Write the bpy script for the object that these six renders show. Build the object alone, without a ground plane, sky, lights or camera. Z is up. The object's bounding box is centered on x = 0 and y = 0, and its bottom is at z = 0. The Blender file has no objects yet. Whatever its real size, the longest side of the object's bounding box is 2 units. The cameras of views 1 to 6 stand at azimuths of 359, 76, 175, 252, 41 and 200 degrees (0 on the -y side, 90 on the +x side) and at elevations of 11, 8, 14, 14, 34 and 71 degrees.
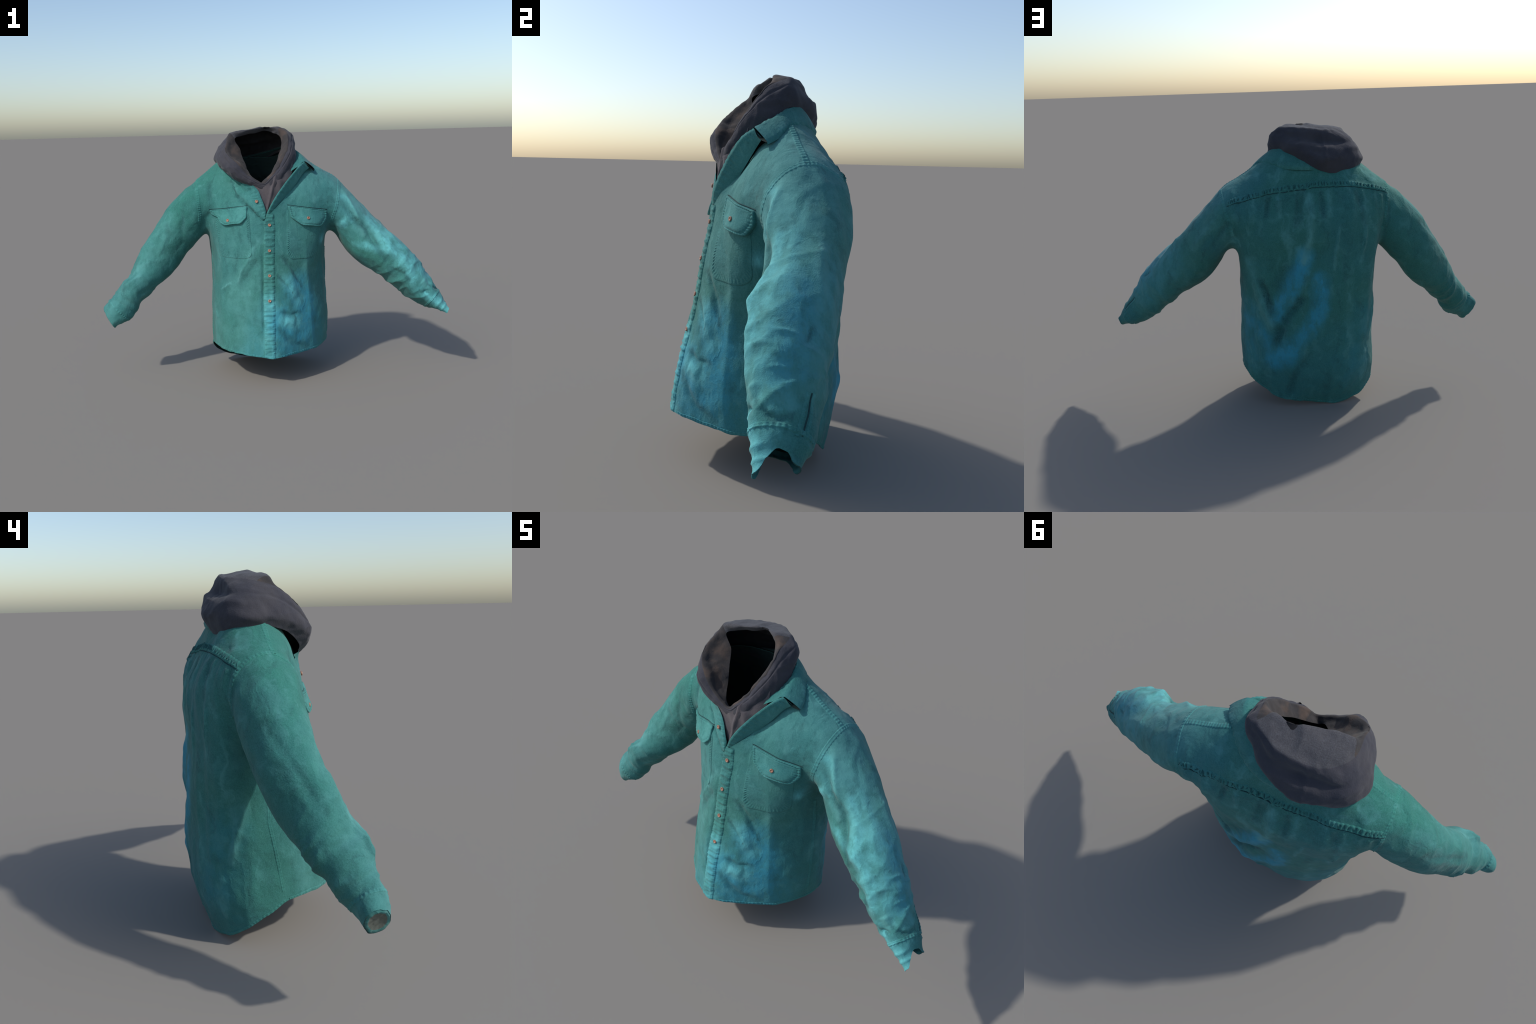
# A washed teal denim work shirt-jacket worn over a dark grey hoodie (empty garment, nobody inside).
import bpy, math
import numpy as np
from mathutils import Vector
from mathutils.bvhtree import BVHTree

VOX = 0.0065          # cloth mesh resolution
THICK = 0.0035        # cloth thickness

# ------------------------------------------------------------------ small maths helpers
def smooth(a, b, x):
    t = np.clip((x - a) / (b - a), 0, 1)
    return t * t * (3 - 2 * t)

def spline(keys, vals, x):
    """Catmull-Rom through (keys, vals[k, ...]) evaluated at x."""
    keys = np.asarray(keys, float); vals = np.asarray(vals, float)
    x = np.clip(np.asarray(x, float), keys[0], keys[-1])
    m = np.gradient(vals, keys, axis=0)
    i = np.clip(np.searchsorted(keys, x, side='right') - 1, 0, len(keys) - 2)
    h = keys[i + 1] - keys[i]; t = (x - keys[i]) / h
    sh = (...,) + (None,) * (vals.ndim - 1)
    t, h = t[sh], h[sh]
    return ((2*t**3 - 3*t**2 + 1) * vals[i] + (t**3 - 2*t**2 + t) * h * m[i]
            + (-2*t**3 + 3*t**2) * vals[i + 1] + (t**3 - t**2) * h * m[i + 1])

def hash3(i, j, k, seed):
    n = (i * 374761393 + j * 668265263 + k * 2147483647 + seed * 1274126177) & 0xFFFFFFFF
    n = ((n ^ (n >> 13)) * 1274126177) & 0xFFFFFFFF
    n = ((n ^ (n >> 16)) * 2246822519) & 0xFFFFFFFF
    return (n & 0xFFFF) / 32767.5 - 1.0

def noise(p, scale, seed=0):
    q = np.asarray(p) * np.asarray(scale)
    f = np.floor(q); i = f.astype(np.int64) + 4096; f = q - f
    u = f * f * f * (f * (f * 6 - 15) + 10)
    r = 0
    for a in (0, 1):
        for b in (0, 1):
            for c in (0, 1):
                w = ((u[:, 0] if a else 1 - u[:, 0]) * (u[:, 1] if b else 1 - u[:, 1])
                     * (u[:, 2] if c else 1 - u[:, 2]))
                r = r + w * hash3(i[:, 0] + a, i[:, 1] + b, i[:, 2] + c, seed)
    return r

def fbm(p, scale, seed=0, octaves=3):
    r, amp = 0, 1.0
    for o in range(octaves):
        r = r + amp * noise(p, np.asarray(scale) * 2**o, seed + 17 * o); amp *= .5
    return r

def fold(p, pts, width, amp):
    """Height of a fold (ridge if amp > 0, crease if < 0) running along a polyline."""
    pts = np.asarray(pts, float)
    seg = np.linalg.norm(np.diff(pts, axis=0), axis=1); total = seg.sum()
    best = np.full(len(p), 9.0); along = np.zeros(len(p)); acc = 0
    for a, b, l in zip(pts[:-1], pts[1:], seg):
        h = np.clip((p - a) @ (b - a) / l**2, 0, 1)
        d = np.linalg.norm(p - a - h[:, None] * (b - a), axis=1)
        near = d < best
        best = np.where(near, d, best); along = np.where(near, (acc + h * l) / total, along); acc += l
    taper = smooth(0, .25, along) * smooth(1, .7, along)
    return amp * np.exp(-(best / width)**1.5) * (.25 + .75 * taper)

# ------------------------------------------------------------------ trunk of the shirt
# horizontal sections: front middle, then round by the wearer's left (+x), the back, the right (-x)
TRUNK = {
 -0.16: [(-.05,-.34),(.12,-.265),(.23,-.14),(.29,-.02),(.24,.13),(.12,.20),(-.05,.22),(-.2,.185),(-.28,.12),(-.33,-.02),(-.30,-.14),(-.2,-.255)],
 0.00: [(-.05,-.330),(.12,-.255),(.24,-.130),(.312,.00),(.255,.155),(.13,.230),(-.05,.252),(-.2,.238),(-.302,.182),(-.352,.00),(-.308,-.12),(-.2,-.245)],
 0.18: [(-.05,-.320),(.12,-.246),(.255,-.118),(.330,.06),(.264,.190),(.12,.280),(-.05,.308),(-.2,.293),(-.324,.222),(-.364,.03),(-.312,-.118),(-.2,-.243)],
 0.35: [(-.05,-.294),(.12,-.232),(.258,-.113),(.333,.05),(.270,.196),(.12,.293),(-.05,.322),(-.2,.308),(-.322,.236),(-.361,.05),(-.312,-.104),(-.2,-.224)],
 0.50: [(-.05,-.262),(.12,-.204),(.262,-.078),(.325,.04),(.272,.196),(.12,.288),(-.05,.319),(-.2,.308),(-.328,.238),(-.352,.05),(-.305,-.080),(-.2,-.188)],
 0.65: [(-.05,-.230),(.12,-.181),(.268,-.058),(.321,.04),(.284,.206),(.12,.280),(-.05,.314),(-.2,.308),(-.334,.246),(-.346,.05),(-.302,-.065),(-.2,-.160)],
 0.80: [(-.04,-.198),(.12,-.162),(.273,-.080),(.325,.05),(.300,.208),(.12,.272),(-.05,.304),(-.2,.304),(-.348,.255),(-.360,.08),(-.312,-.060),(-.2,-.146)],
 0.93: [(-.03,-.172),(.15,-.138),(.30,-.082),(.355,.06),(.322,.206),(.12,.278),(-.08,.314),(-.25,.302),(-.38,.25),(-.388,.08),(-.330,-.052),(-.22,-.130)],
 1.03: [(-.03,-.163),(.15,-.120),(.31,-.074),(.385,.07),(.35,.186),(.12,.258),(-.08,.302),(-.27,.290),(-.41,.23),(-.415,.09),(-.36,-.03),(-.2,-.106)],
 1.10: [(-.03,-.152),(.15,-.092),(.305,-.052),(.404,.065),(.338,.162),(.12,.234),(-.08,.268),(-.28,.258),(-.42,.20),(-.430,.10),(-.36,-.005),(-.22,-.080)],
 1.16: [(-.03,-.135),(.14,-.066),(.288,-.024),(.357,.060),(.292,.146),(.10,.211),(-.08,.235),(-.27,.222),(-.37,.175),(-.412,.09),(-.34,.005),(-.22,-.060)],
 1.22: [(-.03,-.110),(.12,-.040),(.22,.010),(.276,.06),(.225,.118),(.08,.186),(-.08,.208),(-.23,.195),(-.31,.15),(-.345,.08),(-.29,.015),(-.2,-.040)],
 1.28: [(-.03,-.080),(.09,-.020),(.14,.025),(.170,.06),(.145,.105),(.05,.158),(-.08,.178),(-.2,.165),(-.25,.12),(-.265,.07),(-.23,.020),(-.16,-.020)],
 1.36: [(-.03,-.050),(.05,-.010),(.08,.02),(.09,.05),(.08,.09),(.02,.12),(-.08,.13),(-.15,.12),(-.18,.10),(-.19,.06),(-.16,.02),(-.12,-.01)],
}
NA = 480
ANG = np.arange(NA) / NA * 2 * math.pi
TZ = np.array(sorted(TRUNK))
AX = np.array([(-.025, .045 - .0 * z) for z in TZ])            # trunk axis

def polar_section(pts, c):
    d = np.array(pts) - c
    a = np.arctan2(d[:, 0], -d[:, 1]) % (2 * math.pi); r = np.hypot(*d.T)
    o = np.argsort(a); a, r = a[o], r[o]
    a3 = np.r_[a - 2 * math.pi, a, a + 2 * math.pi]; r3 = np.r_[r, r, r]
    r = spline(a3, r3, ANG)
    for _ in range(130): r = .5 * r + .25 * (np.roll(r, 1) + np.roll(r, -1))    # ease the turns
    return r

TR = np.array([polar_section(TRUNK[z], AX[i]) for i, z in enumerate(TZ)])
ZF = np.linspace(TZ[0], TZ[-1], 400)
TRF = spline(TZ, TR, ZF)                                       # radius table (z, angle)

def trunk_field(p):
    d = p[:, :2] - AX[0]
    a = (np.arctan2(d[:, 0], -d[:, 1]) % (2 * math.pi)) / (2 * math.pi) * NA
    z = np.clip((p[:, 2] - ZF[0]) / (ZF[1] - ZF[0]), 0, len(ZF) - 1.001)
    i = np.floor(a).astype(int); fa = a - i; i %= NA; j = (i + 1) % NA
    k = np.floor(z).astype(int); fz = z - k
    R = ((TRF[k, i] * (1 - fa) + TRF[k, j] * fa) * (1 - fz)
         + (TRF[k + 1, i] * (1 - fa) + TRF[k + 1, j] * fa) * fz)
    return np.hypot(*d.T) - R

# ------------------------------------------------------------------ sleeves: spine x, y, z, half height, half depth, roll of the section
SLEEVE_LEFT = [(0.200,0.085,1.090,0.100,0.100,0.000),
    (0.320,0.078,1.015,0.133,0.145,0.000),
    (0.444,0.059,0.912,0.119,0.140,-0.25),
    (0.571,0.004,0.759,0.129,0.124,-0.45),
    (0.662,-0.042,0.688,0.117,0.131,-0.65),
    (0.756,-0.081,0.602,0.101,0.120,-0.78),
    (0.836,-0.113,0.512,0.081,0.107,-0.71),
    (0.904,-0.135,0.450,0.057,0.082,-0.46),
    (0.964,-0.162,0.405,0.029,0.060,-0.18),
    (1.032,-0.185,0.362,0.022,0.052,0.0)]
SLEEVE_RIGHT = [(-0.220,0.095,1.100,0.100,0.100,0.000),
    (-0.360,0.100,1.030,0.132,0.124,0.000),
    (-0.488,0.106,0.915,0.134,0.123,-0.054),
    (-0.586,0.103,0.800,0.125,0.109,-0.110),
    (-0.687,0.059,0.663,0.121,0.095,0.070),
    (-0.754,0.015,0.577,0.086,0.107,0.334),
    (-0.833,-0.018,0.490,0.075,0.087,0.528),
    (-0.902,-0.052,0.407,0.081,0.062,0.590),
    (-0.963,-0.050,0.364,0.073,0.040,0.478),
    (-1.025,-0.030,0.306,0.065,0.030,0.377)]

class Sleeve:
    def __init__(self, st):
        st = np.array(st); s = np.r_[0, np.cumsum(np.linalg.norm(np.diff(st[:, :3], axis=0), axis=1))]
        self.s = np.linspace(0, s[-1], 140)
        q = spline(s, st, self.s)
        self.c, self.ru, self.rw = q[:, :3], q[:, 3], q[:, 4]
        t = np.gradient(self.c, self.s, axis=0); self.t = t / np.linalg.norm(t, axis=1)[:, None]
        w = np.cross([0, 0, 1.0], self.t); self.w = w / np.linalg.norm(w, axis=1)[:, None]
        self.u = np.cross(self.t, self.w)
        ca, sa = np.cos(q[:, 5])[:, None], np.sin(q[:, 5])[:, None]
        self.w, self.u = self.w * ca + self.u * sa, self.u * ca - self.w * sa
    def local(self, p):
        idx = np.empty(len(p), int)
        for k in range(0, len(p), 20000):
            q = p[k:k + 20000]
            d = (q**2).sum(1)[:, None] - 2 * q @ self.c.T + (self.c**2).sum(1)[None]
            idx[k:k + 20000] = d.argmin(1)
        d = p - self.c[idx]
        ax = (d * self.t[idx]).sum(1)
        f = np.clip(idx + ax / (self.s[1] - self.s[0]), 0, len(self.s) - 1)
        ru = np.interp(f, np.arange(len(self.s)), self.ru); rw = np.interp(f, np.arange(len(self.s)), self.rw)
        return self.s[idx] + ax, (d * self.w[idx]).sum(1), (d * self.u[idx]).sum(1), ru, rw
    def field(self, p):
        s, w, u, ru, rw = self.local(p)
        f = (np.sqrt((w / rw)**2 + (u / ru)**2) - 1) * np.minimum(ru, rw)
        return np.maximum(f, np.maximum(-s, s - self.s[-1]))
    def grid(self, n=48):
        a = np.arange(n) / n * 2 * math.pi
        return [[tuple(self.c[i] + self.w[i] * self.rw[i] * math.cos(b) + self.u[i] * self.ru[i] * math.sin(b)) for b in a]
                for i in range(0, len(self.s), 3)]

LEFT, RIGHT = Sleeve(SLEEVE_LEFT), Sleeve(SLEEVE_RIGHT)

def smin(a, b, k):
    h = np.clip(.5 + .5 * (b - a) / k, 0, 1)
    return b * (1 - h) + a * h - k * h * (1 - h)

def shirt_field(p):
    return smin(smin(trunk_field(p), LEFT.field(p), .060), RIGHT.field(p), .045)

def gradient(fn, p, e=.003):
    f0 = fn(p)
    g = np.stack([(fn(p + np.eye(3)[i] * e) - f0) / e for i in range(3)], 1)
    return f0, g

# ------------------------------------------------------------------ mesh helpers
def tube_mesh(rows, verts, faces):
    base = len(verts); n = len(rows[0])
    for r in rows: verts.extend(r)
    for i in range(len(rows) - 1):
        for j in range(n):
            k = (j + 1) % n
            faces.append((base + i*n + j, base + i*n + k, base + (i+1)*n + k, base + (i+1)*n + j))
    faces.append(tuple(base + j for j in reversed(range(n))))
    faces.append(tuple(base + (len(rows)-1)*n + j for j in range(n)))

def raw_object(name, verts, faces):
    me = bpy.data.meshes.new(name); me.from_pydata([tuple(v) for v in verts], [], [tuple(f) for f in faces]); me.update()
    ob = bpy.data.objects.new(name, me); bpy.context.scene.collection.objects.link(ob)
    return ob

def triangles(me):
    me.calc_loop_triangles()
    V = np.empty(len(me.vertices) * 3); me.vertices.foreach_get('co', V)
    T = np.empty(len(me.loop_triangles) * 3, np.int32); me.loop_triangles.foreach_get('vertices', T)
    return V.reshape(-1, 3), T.reshape(-1, 3)

def vertex_normals(V, F):
    n = np.cross(V[F[:, 1]] - V[F[:, 0]], V[F[:, 2]] - V[F[:, 0]])
    N = np.zeros_like(V)
    for k in range(3): np.add.at(N, F[:, k], n)
    return N / np.maximum(np.linalg.norm(N, axis=1), 1e-12)[:, None]

def split(V, F, field, tags):
    """Cut every triangle along field = 0. Returns V, F, side (True where field > 0), tags, indices of cut vertices."""
    f = field(V); f = np.where(np.abs(f) < 2e-5, 2e-5, f)
    pos = f[F] > 0; cnt = pos.sum(1)
    whole = (cnt == 0) | (cnt == 3)
    newV, newF, newS, newT, cache = [], [], [], [], {}
    def cut(a, b):
        key = (min(a, b), max(a, b))
        if key not in cache:
            t = f[a] / (f[a] - f[b]); cache[key] = len(V) + len(newV)
            newV.append(V[a] + (V[b] - V[a]) * t)
        return cache[key]
    for i in np.where(~whole)[0]:
        a, b, c = F[i]
        one = cnt[i] == 1
        while (f[a] > 0) != one or (f[b] > 0) == one and (f[c] > 0) == one or (f[a] > 0) == (f[b] > 0) or (f[a] > 0) == (f[c] > 0):
            a, b, c = b, c, a
        ab, ac = cut(a, b), cut(a, c)
        newF += [(a, ab, ac), (ab, b, c), (ab, c, ac)]
        newS += [one, not one, not one]; newT += [tags[i]] * 3
    V2 = np.vstack([V, np.array(newV).reshape(-1, 3)])
    F2 = np.vstack([F[whole], np.array(newF, F.dtype).reshape(-1, 3)])
    side = np.r_[cnt[whole] == 3, np.array(newS, bool)]
    tg = np.r_[tags[whole], np.array(newT, tags.dtype)]
    return V2, F2, side, tg, np.arange(len(V), len(V2))

# ------------------------------------------------------------------ materials
def tree(name, rough=.85, spec=.25):
    m = bpy.data.materials.new(name); m.use_nodes = True
    nt = m.node_tree; bsdf = nt.nodes['Principled BSDF']
    bsdf.inputs['Roughness'].default_value = rough
    bsdf.inputs['Specular IOR Level'].default_value = spec
    return m, nt, bsdf

class Nodes:
    def __init__(self, nt): self.nt = nt
    def link(self, a, b): self.nt.links.new(a, b)
    def put(self, sock, v):
        if hasattr(v, 'is_linked') or hasattr(v, 'links'): self.link(v, sock)
        else: sock.default_value = v
    def math(self, op, a, b=None, clamp=False):
        n = self.nt.nodes.new('ShaderNodeMath'); n.operation = op; n.use_clamp = clamp
        self.put(n.inputs[0], a)
        if b is not None: self.put(n.inputs[1], b)
        return n.outputs[0]
    def vmath(self, op, a, b=None, scale=None):
        n = self.nt.nodes.new('ShaderNodeVectorMath'); n.operation = op
        self.put(n.inputs[0], a)
        if b is not None: self.put(n.inputs[1], b)
        if scale is not None: self.put(n.inputs['Scale'], scale)
        return n.outputs['Value'] if op in ('DOT_PRODUCT', 'LENGTH', 'DISTANCE') else n.outputs[0]
    def noise(self, vec, scale, detail=3, rough=.55, distortion=0, color=False):
        n = self.nt.nodes.new('ShaderNodeTexNoise')
        self.put(n.inputs['Vector'], vec); n.inputs['Scale'].default_value = scale
        n.inputs['Detail'].default_value = detail; n.inputs['Roughness'].default_value = rough
        n.inputs['Distortion'].default_value = distortion
        return n.outputs['Color' if color else 'Fac']
    def range(self, v, a, b, lo=0, hi=1):
        n = self.nt.nodes.new('ShaderNodeMapRange'); n.interpolation_type = 'SMOOTHSTEP'
        self.put(n.inputs[0], v)
        for k, x in zip((1, 2, 3, 4), (a, b, lo, hi)): n.inputs[k].default_value = x
        return n.outputs[0]
    def mix(self, fac, a, b, mode='MIX'):
        n = self.nt.nodes.new('ShaderNodeMix'); n.data_type = 'RGBA'; n.blend_type = mode
        self.put(n.inputs[0], fac)
        for s, v in ((n.inputs[6], a), (n.inputs[7], b)):
            if isinstance(v, tuple): s.default_value = (*v, 1)
            else: self.link(v, s)
        return n.outputs[2]
    def mapping(self, vec, scale=(1, 1, 1), rot=(0, 0, 0)):
        n = self.nt.nodes.new('ShaderNodeMapping'); self.put(n.inputs[0], vec)
        n.inputs['Rotation'].default_value = rot; n.inputs['Scale'].default_value = scale
        return n.outputs[0]
    def object_coords(self):
        return self.nt.nodes.new('ShaderNodeTexCoord').outputs['Object']
    def capsule(self, p, a, b, r0, r1, after=None):
        """1 within r0 of the segment a-b, fading to 0 at r1 (evaluated after the value 'after', to keep the node stack short)."""
        a, b = Vector(a), Vector(b); ba = b - a
        if after is not None:
            m = self.nt.nodes.new('ShaderNodeVectorMath'); m.operation = 'MULTIPLY_ADD'
            self.link(after, m.inputs[0]); m.inputs[1].default_value = (1e-9,) * 3; self.link(p, m.inputs[2]); p = m.outputs[0]
        pa = self.vmath('SUBTRACT', p, tuple(a))
        h = self.math('MULTIPLY', self.vmath('DOT_PRODUCT', pa, tuple(ba)), 1 / max(ba.length_squared, 1e-9), clamp=True)
        d = self.vmath('LENGTH', self.vmath('SUBTRACT', pa, self.vmath('SCALE', tuple(ba), scale=h)))
        return self.range(d, r0, r1, 1, 0)
    def bump(self, height, strength, dist, bsdf):
        n = self.nt.nodes.new('ShaderNodeBump'); n.inputs['Strength'].default_value = strength
        n.inputs['Distance'].default_value = dist
        self.link(height, n.inputs['Height']); self.link(n.outputs[0], bsdf.inputs['Normal'])

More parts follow.
